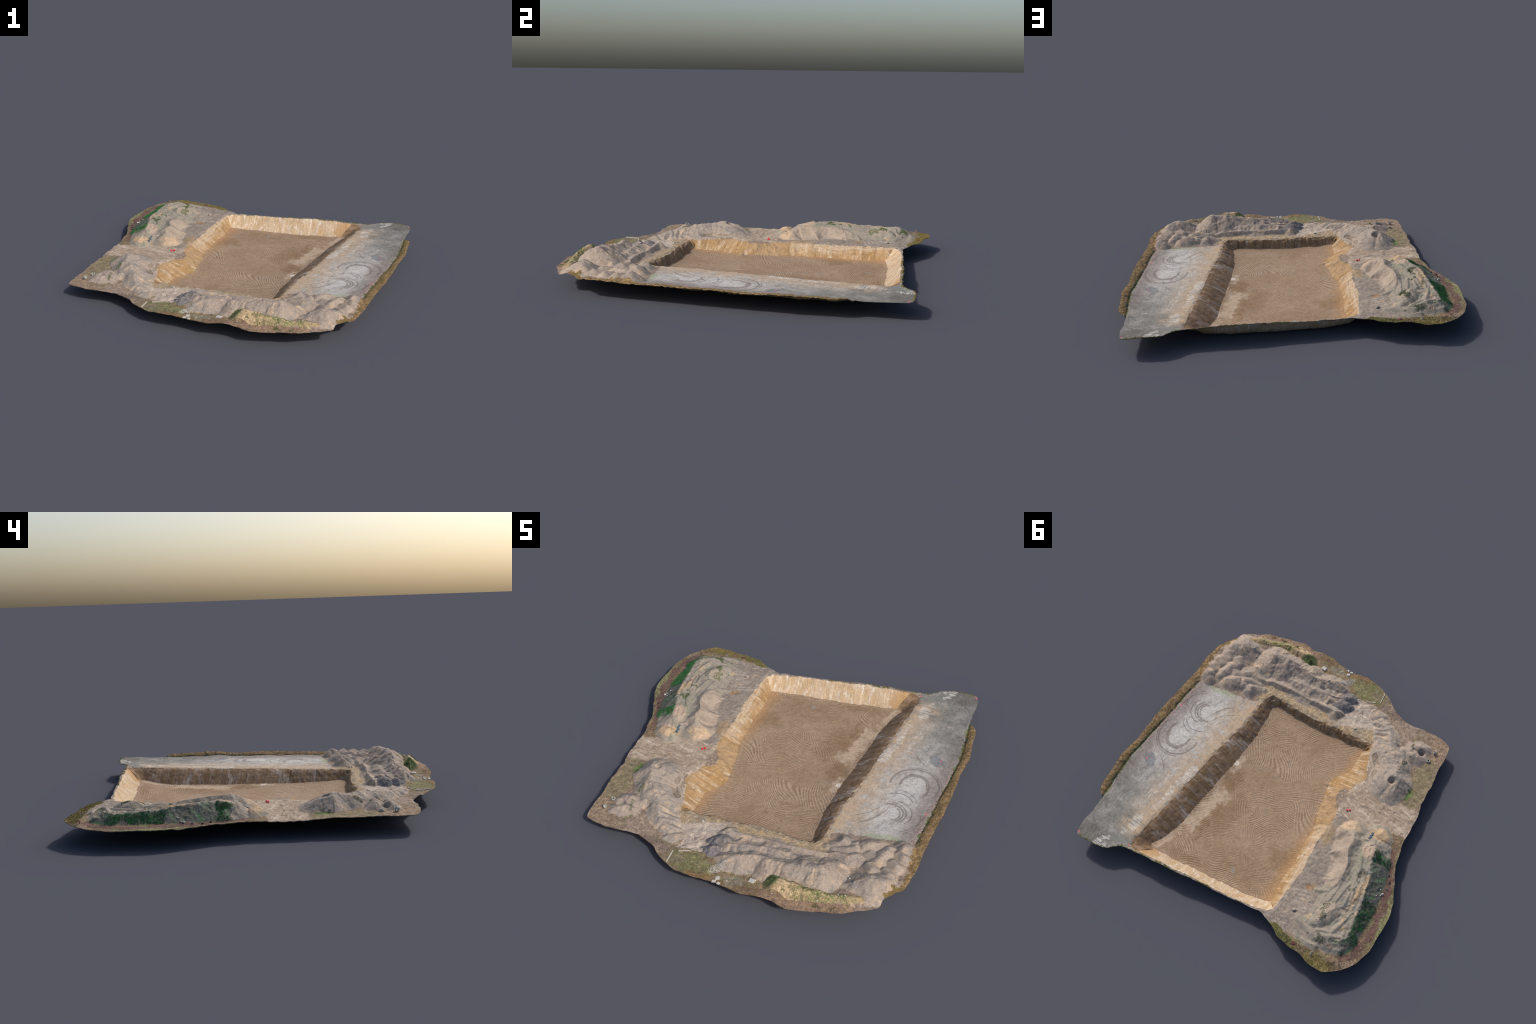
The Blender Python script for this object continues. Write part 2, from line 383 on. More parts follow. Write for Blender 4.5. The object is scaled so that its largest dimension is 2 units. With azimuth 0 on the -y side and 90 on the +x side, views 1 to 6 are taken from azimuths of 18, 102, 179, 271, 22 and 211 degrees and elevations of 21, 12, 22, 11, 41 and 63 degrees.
    # machine trench between the western ridge and the bay
    td, _, _, _ = near(x, y, [(-.468, -.268), (-.472, -.320), (-.456, -.380), (-.424, -.430)])
    cut = .091 + np.maximum(0, td - .008) * .6 + .0010 * np.sin(x * 1100) * (td < .03)
    owner = np.where((td < .10) & (cut < top) & (td < .034), -1, owner)
    top = np.where(td < .10, np.minimum(top, cut), top)

    # the lip of the pit is worn down and crumbling
    lip, _, _, _ = near(x, y, RIM, True)
    top = top - (.0045 + .0030 * fbm(x, y, 45, 3, 120)) * np.exp(-(lip / .013) ** 2)

    # --- pit
    inr = inside(x, y, rim_line)
    inf_ = inside(x, y, floor_line)
    z_f = floor_f(x, y) + .0012 * fbm(x, y, 9, 3, 77) + .0005 * fbm(x, y, 60, 2, 78)
    zone = np.where(inf_, 1, np.where(inr, 2, 0))
    w = zone == 2
    xs, ys = x[w], y[w]
    dR, _, _, arcR = near(xs, ys, rim_line, True)
    dF, _, _, _ = near(xs, ys, floor_line, True)
    t = dF / (dF + dR + 1e-9)
    side = wall_side(xs, ys)
    # gullies and grooves running down the faces
    amp = np.choose(side, [.0018, .0010, .0045, .0090])
    t = np.clip(t + 0, 0, 1)
    bulge = np.choose(side, [.03, -.16, .0, .14]) * np.where(side == 1, sstep(.62, .40, xs), 1) + np.where(side == 2, .05 * sstep(.0, .35, ys) - .05 * sstep(-.1, -.3, ys), 0)
    prof = t + bulge * np.sin(math.pi * t)
    body = np.sin(math.pi * np.clip(t, 0, 1))
    freq = np.choose(side, [75., 75., 38., 55.])
    grooves = fbm(arcR * freq / 10 + 3, t * 1.2, 3.2, 3, 91) * amp * body
    zw = z_f[w] + (top[w] - z_f[w]) * prof + grooves
    zw += np.where(side == 2, .005, .0012) * fbm(xs, ys, 34, 3, 95) * body
    out = top.copy()
    out[w] = zw
    f = zone == 1
    dF2, _, _, _ = near(x[f], y[f], floor_line, True)
    out[f] = z_f[f] + .0022 * np.exp(-(dF2 / .012) ** 2)
    # fan of loosened earth below the ramp
    dcone = np.hypot(x + .345, y + .135)
    th = np.arctan2(y + .135, x + .345)
    fan = .006 + .072 * np.exp(-dcone / .070) + .006 * ridged(th * 1.2, dcone * 2, 3.2, 2, 88) * np.exp(-((dcone - .08) / .06) ** 2)
    w = (zone > 0) & (x > -.42) & (dcone < .25)
    out = np.where(w, np.maximum(out, out * .35 + fan * .65), out)
    out = np.maximum(out, .0035)
    return out, owner, zone

# ------------------------------------------------------------------- mesh
def build_surface():
    xs = np.arange(-1.03, 1.03, GRID)
    ys = np.arange(-1.01, 1.01, GRID)
    nx, ny = len(xs), len(ys)
    CX, CY = np.meshgrid(xs[:-1] + GRID / 2, ys[:-1] + GRID / 2, indexing="ij")
    keep = inside(CX.ravel(), CY.ravel(), edge_line).reshape(CX.shape)
    count = np.zeros((nx, ny), int)
    for a in (0, 1):
        for b in (0, 1):
            count[a:nx - 1 + a, b:ny - 1 + b] += keep
    used = count > 0
    index = np.full((nx, ny), -1)
    index[used] = np.arange(used.sum())
    X, Y = np.meshgrid(xs, ys, indexing="ij")
    x, y = X[used].copy(), Y[used].copy()
    bd = (count[used] < 4)
    d, v, _, _ = near(x[bd], y[bd], edge_line, True)
    x[bd], y[bd] = v[:, 0], v[:, 1]
    z, owner, zone = terrain(x, y)
    i, j = np.nonzero(keep)
    quads = np.stack([index[i, j], index[i + 1, j], index[i + 1, j + 1], index[i, j + 1]], 1)
    # border edges, in order of travel with the ground on the left
    ks = np.zeros((nx + 1, ny + 1), bool)
    ks[1:-1, 1:-1] = keep
    sk = []
    for di, dj, a, b in ((0, -1, 0, 1), (1, 0, 1, 2), (0, 1, 2, 3), (-1, 0, 3, 0)):
        m = ~ks[i + 1 + di, j + 1 + dj]
        sk.append(np.stack([quads[m, a], quads[m, b], np.nonzero(m)[0]], 1))
    return np.stack([x, y, z], 1), quads, np.vstack(sk), zone, owner

V, Q, SK, ZONE, OWNER = build_surface()

def vertex_normals(v, q):
    n = np.cross(v[q[:, 2]] - v[q[:, 0]], v[q[:, 3]] - v[q[:, 1]])
    out = np.zeros_like(v)
    for c in range(4):
        np.add.at(out, q[:, c], n)
    return out / (np.linalg.norm(out, axis=1, keepdims=True) + 1e-12)

NT = vertex_normals(V, Q)
# underside: the same sheet let down along a smoothed normal
NS = NT.copy()
for _ in range(6):
    acc = np.zeros_like(NS)
    for c in range(4):
        np.add.at(acc, Q[:, c], NS[Q].mean(1))
    NS = acc / (np.linalg.norm(acc, axis=1, keepdims=True) + 1e-12)
VB = V - NS * THICK
VB[:, 2] = np.maximum(VB[:, 2], 0.0)
VB[:, 2] = np.minimum(VB[:, 2], V[:, 2] - .0025)
VB[:, 2] -= VB[:, 2].min()
NB = -vertex_normals(VB, Q)

# --------------------------------------------------------- cut into parts
FC = V[Q].mean(1)
fx, fy, fz = FC.T
OWN, FZ = OWNER[Q[:, 0]], ZONE[Q[:, 0]]
D_EDGE, _ = edge_near(fx, fy)
grit = rng.normal(0, .0022, (2, len(Q)))
jx = fx + .007 * fbm(fx, fy, 30, 4, 101, .7) + grit[0]
jy = fy + .007 * fbm(fx, fy, 30, 4, 102, .7) + grit[1]
part = np.full(len(Q), "open_ground", dtype=object)
PAD = [(.40, -.52), (.45, -.42), (.52, -.40), (.86, -.37)] + DITCH + [(.99, .69), (1.0, 1.0), (.62, 1.0), (.60, .85), (.55, .5), (.45, -.1)]
dd, _, ds, _ = near(jx, jy, DITCH)
part[inside(jx, jy, PAD) & (jy > -.45)] = "gravel_pad"
verge = (ds < 0) & (jx > .80) & (jy < .69) & (jy > -.83) & (D_EDGE < .14)
part[verge & ((jy > -.37) | (D_EDGE < np.clip(.048 + .08 * (jy + .45), .012, .05) + .012 * fbm(fx, fy, 30, 3, 17)))] = "field_verge"
part[(dd < .006) & (jy > -.36) & (jy < .69)] = "ditch_line"
part[(jx < -.40) & (jy > -.27 + .1 * (jx + .85)) & (jy < .06 + .1 * (-.4 - jx))] = "haul_road"
part[(jx < -.36) & (jy > .05) & (jx > -.80) & (jy < .86)] = "work_shelf"
part[(jx > -.46) & (jx < .45) & (jy > -.60) & (jy < -.45)] = "pit_edge_strip"
part[(jx > -.36) & (jx < -.10) & (jy > -.79 + .2 * (jx + .2)) & (jy < -.56 + .3 * (jx + .2))] = "haul_path"
part[(jx > -.53) & (jx < -.38) & (jy > -.47) & (jy < -.23)] = "haul_path"
td, _, _, _ = near(jx, jy, [(-.470, -.275), (-.474, -.320), (-.458, -.380), (-.426, -.430)])
part[(td < .030) & (part == "haul_path")] = "trench_floor"
part[(jx < -.60) & (jy < -.215)] = "rough_grass"
part[(jx < -.77) & (jy > -.01) | (jy > .88) & (jx < -.45)] = "field_margin"
part[(jy > .80) & (jx < -.20) & (jx > -.50) & (FZ == 0) & (part != "field_margin")] = "scraped_edge"
part[(fy > .80) & (fx < .61) & (FZ == 0) & (fx > -.30)] = "scraped_edge"
part[(fy > .82) & (fx > -.02) & (fx < .93) & (D_EDGE < .005 + .010 * fbm(fx, fy, 50, 3, 7))] = "turf_lip"
part[(jy > .86) & (jx < -.36) & (jx > -.60) & (D_EDGE < .045)] = "turf_lip"
part[(jy < -.72 + .2 * (jx + .3)) & (jx < -.27)] = "rough_grass"
part[(jy < -.77) & (jx >= -.30) & (jx < .24)] = "south_verge"
part[(jy < -.87) & (jx >= .24) & (D_EDGE < .045) & (jx < .70)] = "south_foot"
for k in range(len(HEAPS) + 1):
    m = OWN == k
    if m.any():
        part[m & (part != "field_verge") & (part != "south_foot")] = (HEAPS[k]["name"] if k < len(HEAPS) else "earth_mound") + "|%d" % k
# weeds on the outer slope of the north-western mound
slope = (OWN >= 0) & ~inside(jx + .01, jy, PLATEAU) & (jx < -.735) & (jy > .16 + .03 * fbm(fx, fy, 20, 3, 9)) & (jy < .86)
part[slope & ((jy < .80) | (jx < -.84))] = "weedy_slope"
cutf = (OWN >= 0) & ~inside(jx, jy, PLATEAU) & (jx > -.66) & (jx < -.44) & (jy > .125) & (jy < .50)
part[cutf & np.array([p.startswith("earth_mound") for p in part])] = "cut_face"
ld, _, _, _ = near(jx, jy, [(-.840, .110), (-.868, .250), (-.908, .350), (-.930, .450), (-.945, .580), (-.940, .700), (-.912, .800), (-.875, .860)])
part[(ld < .024 + .012 * fbm(fx, fy, 18, 3, 401)) & (OWN < 0) & (part == "field_margin")] = "leaf_strip"
side = wall_side(jx, jy)
for s, n in enumerate(("pit_wall|e", "pit_wall|n", "pit_wall|w", "pit_wall|s")):
    part[(FZ == 2) & (side == s)] = n
part[FZ == 1] = "pit_floor"

# ---------------------------------------------------------------- materials
class Mat:
    def __init__(self, name):
        self.m = bpy.data.materials.new(name)
        self.m.use_nodes = True
        self.t = self.m.node_tree
        self.bsdf = self.t.nodes["Principled BSDF"]
        self.bsdf.inputs["Roughness"].default_value = .95
        self.bsdf.inputs["Specular IOR Level"].default_value = .15
        self.co = self.t.nodes.new("ShaderNodeTexCoord").outputs["Object"]

    def put(self, sock, v):
        if hasattr(v, "is_output"):
            self.t.links.new(v, sock)
        elif isinstance(v, (tuple, list)) and len(v) == 3 and len(sock.default_value) == 4:
            sock.default_value = (*v, 1)
        else:
            sock.default_value = v

    def math(self, op, a, b=0.0, c=0.0, clamp=False):
        n = self.t.nodes.new("ShaderNodeMath")
        n.operation, n.use_clamp = op, clamp
        for s, v in zip(n.inputs, (a, b, c)):
            self.put(s, v)
        return n.outputs[0]

    def vmath(self, op, a, b=(0, 0, 0)):
        n = self.t.nodes.new("ShaderNodeVectorMath")
        n.operation = op
        self.put(n.inputs[0], a)
        self.put(n.inputs[1], b)
        return n.outputs["Value"] if op in ("LENGTH", "DISTANCE", "DOT_PRODUCT") else n.outputs[0]

    def map(self, rot=0.0, scale=(1, 1, 1), loc=(0, 0, 0), vec=None):
        """turn the plan by rot, then scale"""
        n = self.t.nodes.new("ShaderNodeMapping")
        n.vector_type = "POINT"
        self.put(n.inputs["Vector"], vec or self.co)
        n.inputs["Location"].default_value = loc
        n.inputs["Rotation"].default_value = (0, 0, rot)
        o = n.outputs[0]
        return self.vmath("MULTIPLY", o, tuple(scale))

    def noise(self, scale, detail=3.0, rough=.55, vec=None, dist=0.0):
        n = self.t.nodes.new("ShaderNodeTexNoise")
        self.put(n.inputs["Vector"], vec or self.co)
        n.inputs["Scale"].default_value = scale
        n.inputs["Detail"].default_value = detail
        n.inputs["Roughness"].default_value = rough
        n.inputs["Distortion"].default_value = dist
        return n.outputs[0]

    def noise3(self, scale, detail=2.0):
        n = self.t.nodes.new("ShaderNodeTexNoise")
        self.put(n.inputs["Vector"], self.co)
        n.inputs["Scale"].default_value = scale
        n.inputs["Detail"].default_value = detail
        return self.vmath("SUBTRACT", n.outputs["Color"], (.5, .5, .5))

    def ramp(self, f, a, b):
        n = self.t.nodes.new("ShaderNodeMapRange")
        n.interpolation_type = "SMOOTHSTEP"
        self.put(n.inputs["Value"], f)
        n.inputs["From Min"].default_value, n.inputs["From Max"].default_value = a, b
        return n.outputs[0]

    def mix(self, f, a, b, mode="MIX"):
        n = self.t.nodes.new("ShaderNodeMix")
        n.data_type, n.blend_type = "RGBA", mode
        self.put(n.inputs[0], f)
        self.put(n.inputs[6], a)
        self.put(n.inputs[7], b)
        return n.outputs[2]

    def mul(self, *v):
        o = v[0]
        for w in v[1:]:
            o = self.math("MULTIPLY", o, w)
        return o

    def dots(self, scale, size, jitter=1.0, share=.3):
        n = self.t.nodes.new("ShaderNodeTexVoronoi")
        self.put(n.inputs["Vector"], self.co)
        n.inputs["Scale"].default_value = scale
        n.inputs["Randomness"].default_value = jitter
        sep = self.t.nodes.new("ShaderNodeSeparateColor")
        self.put(sep.inputs[0], n.outputs["Color"])
        return self.mul(self.ramp(n.outputs["Distance"], size, size * .6), self.ramp(sep.outputs[0], 1 - share, 1 - share + .02))

    def blob(self, x, y, rx, ry, rot=0.0, wobble=.0, soft=.5):
        """1 inside an ellipse on plan, 0 outside, with a ragged edge"""
        v = self.co if not wobble else self.vmath("ADD", self.co, self.vmath("MULTIPLY", self.noise3(22, 4), (wobble,) * 3))
        v = self.vmath("SUBTRACT", v, (x, y, 0))
        v = self.map(-rot, (1 / rx, 1 / ry, 0), vec=v)
        return self.ramp(self.vmath("LENGTH", v), 1 + soft / 2, 1 - soft / 2)

    def done(self, colour, bump=None, strength=.3, distance=.002):
        self.put(self.bsdf.inputs["Base Color"], colour)
        if bump is not None:
            b = self.t.nodes.new("ShaderNodeBump")
            b.inputs["Strength"].default_value = strength
            b.inputs["Distance"].default_value = distance
            self.put(b.inputs["Height"], bump)
            self.t.links.new(b.outputs[0], self.bsdf.inputs["Normal"])
        return self.m

    def xyz(self):
        n = self.t.nodes.new("ShaderNodeSeparateXYZ")
        self.put(n.inputs[0], self.co)
        return n.outputs

    def ring(self, cx, cy, rx, ry, w, a0, a1):
        """a curved wheel track: an arc of an ellipse between two bearings (degrees)"""
        v = self.vmath("ADD", self.co, self.vmath("MULTIPLY", self.noise3(16, 3), (.010,) * 3))
        v = self.vmath("MULTIPLY", self.vmath("SUBTRACT", v, (cx, cy, 0)), (1 / rx, 1 / ry, 0))
        r = self.vmath("LENGTH", v)
        k = 1.35 * w / min(rx, ry)
        m = self.ramp(self.math("ABSOLUTE", self.math("SUBTRACT", r, 1.0)), k * 1.1, k * .15)
        mid, half = math.radians((a0 + a1) / 2), math.radians(abs(a1 - a0) / 2)
        dot = self.math("DIVIDE", self.vmath("DOT_PRODUCT", v, (math.cos(mid), math.sin(mid), 0)), r)
        return self.mul(m, self.ramp(dot, math.cos(half) - .06, math.cos(half) + .10))

    def band(self, px, py, nx, ny, w0, w1, wobble=0.0, scale=18):
        """ramp across a straight line through (px, py) with normal (nx, ny): 0 at w0, 1 at w1"""
        v = self.co if not wobble else self.vmath("ADD", self.co, self.vmath("MULTIPLY", self.noise3(scale, 4), (wobble,) * 3))
        d = self.vmath("DOT_PRODUCT", self.vmath("SUBTRACT", v, (px, py, 0)), (nx, ny, 0))
        return self.ramp(d, w0, w1)

    def grain(self, col, amount=.28, scale=420):
        for sc, k in ((190, 1.0), (62, .8), (23, .45)):
            f = self.ramp(self.noise(sc, 3, .7), .30, .70)
            col = self.mix(1.0, col, self.mix(f, (1 - amount * k,) * 3, (1 + amount * k,) * 3), "MULTIPLY")
        return col

def srgb(r, g, b, k=1.17):
    return tuple((((c / 255 + .055) / 1.055) ** 2.4) / k for c in (r, g, b))

MATS = {}

def soil(key, name, a, b, c, speck=.25, pale=(210, 196, 182), extra=None, grain=.30, mid=55, bump=.45):
    M = Mat(name)
    col = M.mix(M.ramp(M.noise(8, 6, .62), .36, .64), srgb(*a), srgb(*b))
    col = M.mix(M.mul(M.ramp(M.noise(mid, 5, .7), .48, .70), .7), col, srgb(*c))
    if extra:
        col = extra(M, col)
    col = M.grain(col, grain)
    col = M.mix(M.mul(M.dots(150, .30, share=.12), speck), col, srgb(*pale))
    MATS[key] = M.done(col, M.noise(130, 6, .75), bump, .004)

def leafy(strength, tones, scale=120):
    """scattered leaves and grass stalks in several tones"""
    def f(M, col):
        for k, (rgb, share) in enumerate(tones):
            m = M.ramp(M.noise(scale * (1 + .37 * k), 3, .7, vec=M.vmath("ADD", M.co, (3.1 * k, 1.7 * k, 0))), .70 - share, .76 - share)
            col = M.mix(M.mul(m, strength), col, srgb(*rgb))
        return col
    return f

def spoil_extra(M, col):  # tan blotches paint sunlit flanks, grey ones paint shaded sides, scattered by noise
    col = M.mix(M.mul(M.ramp(M.noise(15, 5, .65), .52, .64), .60), col, srgb(190, 166, 140))
    return M.mix(M.mul(M.ramp(M.noise(13, 5, .7), .53, .66), .55), col, srgb(116, 113, 114))

soil("spoil_heap", "spoil_soil", (168, 151, 135), (149, 138, 128), (133, 125, 120), .6, extra=spoil_extra, grain=.15)  # base greyed and cooled partway toward the heaps' blue-grey shading
soil("dark_spoil", "shade_tinted_spoil", (122, 116, 114), (102, 103, 108), (152, 134, 118), .3)  # blue-grey of these mounds' shadowed side baked into the whole colour
soil("spoil_ridge", "ridge_soil", (165, 151, 138), (147, 138, 129), (184, 164, 142), .3, extra=spoil_extra, grain=.15)
soil("spoil_mound", "mound_soil", (162, 147, 134), (146, 135, 126), (136, 125, 119), .5, grain=.15)
soil("red_bush", "red_bush", (112, 62, 66), (92, 58, 58), (136, 92, 78), .1)
soil("dark_clod", "dark_clod", (112, 106, 106), (98, 94, 94), (130, 118, 108), .1)
soil("open_ground", "trodden_soil", (150, 132, 116), (130, 114, 102), (168, 150, 134), .4, extra=leafy(.5, [((98, 84, 72), .10)]))

def bench_extra(M, col):
    col = M.mix(M.mul(M.ramp(M.noise(11, 4, .65), .52, .66), .5), col, srgb(136, 137, 118))
    col = M.mix(M.mul(M.ramp(M.noise(16, 3, .6), .60, .72), .6), col, srgb(196, 166, 132))
    for x, y, rx, ry, rot, rgb, k in ((-.55, .21, .07, .05, .3, (176, 158, 142), .55), (-.585, .38, .05, .10, .1, (176, 158, 142), .55),
                                      (-.71, .20, .05, .05, 0, (186, 160, 138), .6), (-.655, .66, .045, .06, 0, (174, 156, 138), .4),
                                      (-.785, .45, .022, .13, -.15, (188, 158, 122), .6), (-.72, .05, .06, .04, 0, (196, 166, 132), .8),
                                      (-.53, .09, .06, .04, .3, (194, 166, 136), .8)):
        col = M.mix(M.mul(M.blob(x, y, rx, ry, rot, .08, .9), k), col, srgb(*rgb))
    weeds = M.ramp(M.noise(95, 4, .75), .58, .66)
    north = M.mul(M.ramp(M.noise(7, 3, .6), .46, .58), weeds)
    return M.mix(M.mul(north, .75), col, srgb(92, 124, 66))

soil("earth_mound", "layered_soil", (150, 140, 128), (134, 128, 119), (164, 150, 133), .25, extra=bench_extra, grain=.15)  # darkened grey: shadow behind the scallop crests painted over the mound

soil("cut_face", "pale_cut_soil", (170, 154, 139), (158, 143, 128), (180, 163, 147), .1, grain=.10,
     extra=lambda M, c: M.mix(M.mul(M.ramp(M.noise(1, 4, .65, vec=M.map(.15, (10, 80, 60))), .50, .62), .45), c, srgb(140, 122, 108)))
soil("leaf_strip", "red_leaf_litter", (118, 93, 83), (106, 84, 76), (134, 110, 96), .3, grain=.30, bump=.8,
     extra=leafy(.7, [((90, 52, 50), .14), ((112, 116, 74), .08), ((168, 150, 132), .07)], 100))

def weed_extra(M, col):
    soft = M.ramp(M.noise(21, 5, .75), .48, .62)
    soft = M.mul(soft, M.math("ADD", .35, M.mul(M.math("MAXIMUM", M.blob(-.86, .64, .12, .17, 0, .08, .9), M.blob(-.81, .19, .06, .05, 0, .05, .8)), .65)))
    col = M.mix(M.mul(soft, .75), col, srgb(76, 98, 74))
    col = M.mix(M.mul(soft, M.ramp(M.noise(52, 5, .8), .44, .58)), col, srgb(70, 150, 80))
    col = M.mix(M.mul(M.ramp(M.noise(60, 4, .75), .60, .70), .6), col, srgb(34, 46, 42))
    return M.mix(M.mul(M.ramp(M.noise(110, 3, .7), .64, .70), .55), col, srgb(110, 140, 70))

soil("weedy_slope", "weeds", (112, 106, 98), (98, 98, 92), (86, 96, 80), .05, extra=weed_extra)

def bank_extra(M, col):
    g = M.mul(M.ramp(M.noise(70, 5, .8), .42, .58), M.blob(.52, -.90, .19, .055, .12, .06))
    g = M.mul(g, M.ramp(M.noise(28, 4, .7), .36, .60))
    col = M.mix(g, col, srgb(92, 108, 64))
    col = M.mix(M.mul(g, M.ramp(M.noise(120, 3, .7), .52, .60)), col, srgb(64, 102, 46))
    col = M.mix(M.mul(M.blob(.36, -.91, .07, .05, 0, .06), .6), col, srgb(204, 176, 140))
    return M.mix(M.mul(M.blob(.275, -.85, .05, .05, 0, .05), .7), col, srgb(64, 96, 50))

soil("grass_bank", "bank_soil", (164, 142, 112), (146, 130, 100), (176, 150, 112), .25, extra=bank_extra)

def road_extra(M, col):
    st = M.noise(1, 5, .7, vec=M.map(.12, (9, 75, 9)))
    col = M.mix(M.mul(M.ramp(st, .46, .62), .55), col, srgb(140, 122, 104))
    col = M.mix(M.mul(M.ramp(M.noise(1, 4, .6, vec=M.map(.3, (5, 30, 9))), .55, .66), .7), col, srgb(196, 182, 166))
    return M.mix(M.mul(M.ramp(M.noise(30, 4, .7), .62, .70), .5), col, srgb(118, 106, 94))

soil("haul_road", "road_soil", (176, 160, 142), (162, 144, 126), (150, 134, 118), .25, grain=.20, extra=road_extra)
soil("haul_path", "path_soil", (182, 167, 152), (164, 149, 136), (198, 184, 170), .4,
     grain=.20, extra=lambda M, c: M.mix(M.mul(M.ramp(M.noise(26, 4, .7), .56, .66), .6), c, srgb(140, 122, 106)))

soil("trench_floor", "trench_soil", (146, 131, 116), (132, 118, 106), (156, 140, 124), .1, grain=.2,
     extra=lambda M, c: M.mix(M.mul(M.ramp(M.noise(1, 2, .6, vec=M.map(.1, (150, 6, 6))), .50, .62), .6), c, srgb(84, 76, 72)))

def shelf_extra(M, col):
    st = M.noise(1, 4, .65, vec=M.map(.25, (14, 70, 9)))
    col = M.mix(M.mul(M.ramp(st, .45, .62), .6), col, srgb(128, 120, 112))
    col = M.mix(M.mul(M.blob(-.425, .20, .04, .08, .2, .08, .9), .55), col, srgb(160, 132, 94))
    col = M.mix(M.mul(M.blob(-.50, .555, .035, .02, .4, .04), .6), col, srgb(150, 112, 70))
    for k in range(7):
        col = M.mix(M.mul(M.blob(-.470 - .010 * k + .012 * math.sin(9.1 * k), .60 + .023 * k, .05, .007, .25, .02), .38), col, srgb(182, 172, 160))
    return M.mix(M.mul(M.ramp(M.noise(18, 4, .6), .58, .70), .5), col, srgb(178, 156, 132))

soil("work_shelf", "shelf_soil", (150, 138, 126), (138, 127, 117), (162, 146, 128), .2, grain=.20, extra=shelf_extra)
soil("pit_edge_strip", "strip_clay", (166, 144, 114), (152, 138, 120), (178, 160, 136), .3,
     extra=lambda M, c: M.mix(M.mul(M.ramp(M.noise(24, 4, .7), .56, .68), .6), c, srgb(188, 150, 100)))

def verge_extra(M, col):
    col = leafy(.75, [((154, 126, 76), .18), ((92, 74, 60), .12), ((140, 98, 70), .13), ((112, 112, 68), .10)], 85)(M, col)
    return M.mix(M.mul(M.blob(.83, -.76, .09, .07, .6, .05), .5), col, srgb(104, 92, 52))

soil("field_verge", "dead_grass", (150, 126, 96), (136, 113, 88), (160, 136, 96), .05, extra=verge_extra, grain=.35, bump=.8)
soil("ditch_line", "ditch_soil", (86, 84, 72), (92, 104, 66), (72, 66, 62), .0, extra=leafy(.7, [((110, 66, 62), .12), ((88, 116, 62), .12)]))

def margin_extra(M, col):
    red = M.ramp(M.noise(5.5, 3, .6), .46, .56)
    col = M.mix(M.mul(red, .35), col, srgb(114, 88, 80))
    col = M.mix(M.mul(M.blob(-.965, .56, .05, .13, .1, .05), .7), col, srgb(128, 130, 92))
    col = M.mix(M.mul(M.blob(-.74, .955, .09, .045, .1, .05), .8), col, srgb(128, 116, 72))
    col = M.mix(M.mul(M.blob(-.90, .89, .06, .05, .8, .05), .8), col, srgb(146, 124, 108))
    return leafy(.7, [((96, 50, 46), .13), ((104, 122, 62), .12), ((160, 140, 112), .10), ((180, 170, 160), .03)], 100)(M, col)

soil("field_margin", "leaf_litter", (130, 112, 92), (122, 120, 88), (112, 90, 78), .35, extra=margin_extra, grain=.35, bump=.8)

def rough_extra(M, col):
    col = M.mix(M.mul(M.blob(-.78, -.38, .06, .20, .0, .06), .55), col, srgb(130, 121, 94))
    col = M.mix(M.mul(M.blob(-.73, -.29, .03, .05, .0, .05), .9), col, srgb(94, 118, 66))
    col = M.mix(M.mul(M.blob(-.615, -.56, .02, .09, .1, .05), .8), col, srgb(80, 112, 58))
    col = M.mix(M.mul(M.blob(-.80, -.66, .07, .12, .4, .05), .6), col, srgb(152, 128, 110))
    col = M.mix(M.mul(M.blob(-.45, -.78, .20, .035, -.1, .05), .7), col, srgb(122, 106, 98))
    return leafy(.6, [((166, 112, 62), .07), ((96, 118, 56), .12), ((150, 138, 70), .08), ((98, 66, 56), .08)], 110)(M, col)

soil("rough_grass", "worn_grass", (144, 124, 106), (132, 117, 100), (122, 104, 93), .4, extra=rough_extra, grain=.33, bump=.7)

def south_extra(M, col):
    col = M.mix(M.mul(M.blob(-.16, -.86, .14, .07, -.2, .07), .6), col, srgb(118, 120, 82))
    col = M.mix(M.mul(M.blob(-.06, -.93, .12, .035, 0, .06), .7), col, srgb(126, 96, 72))
    col = M.mix(M.mul(M.blob(.19, -.95, .09, .04, 0, .06), .7), col, srgb(130, 104, 84))
    col = M.mix(M.mul(M.blob(-.24, -.85, .035, .04, 0, .05), .7), col, srgb(128, 116, 100))
    col = M.mix(M.mul(M.blob(.08, -.90, .06, .03, 0, .05), .7), col, srgb(138, 132, 116))
    return leafy(.65, [((88, 124, 56), .13), ((120, 62, 48), .11), ((160, 128, 74), .10)], 110)(M, col)

soil("south_verge", "weedy_verge", (146, 126, 102), (128, 112, 92), (118, 98, 82), .4, extra=south_extra, grain=.33, bump=.8)
soil("south_foot", "bank_foot", (138, 117, 102), (126, 106, 90), (146, 126, 92), .3, extra=leafy(.6, [((112, 70, 52), .14), ((164, 136, 72), .12)]))
soil("turf_lip", "turf", (118, 112, 72), (100, 96, 70), (92, 106, 58), .1, extra=leafy(.7, [((160, 150, 80), .12), ((70, 96, 44), .14), ((90, 74, 60), .10)]), bump=.8)
soil("scraped_edge", "scraped_soil", (146, 136, 126), (128, 118, 110), (164, 150, 136), .2,
     extra=lambda M, c: M.mix(M.mul(M.ramp(M.noise(1, 4, .7, vec=M.map(-.25, (8, 110, 9))), .46, .62), .7), c, srgb(104, 94, 88)))

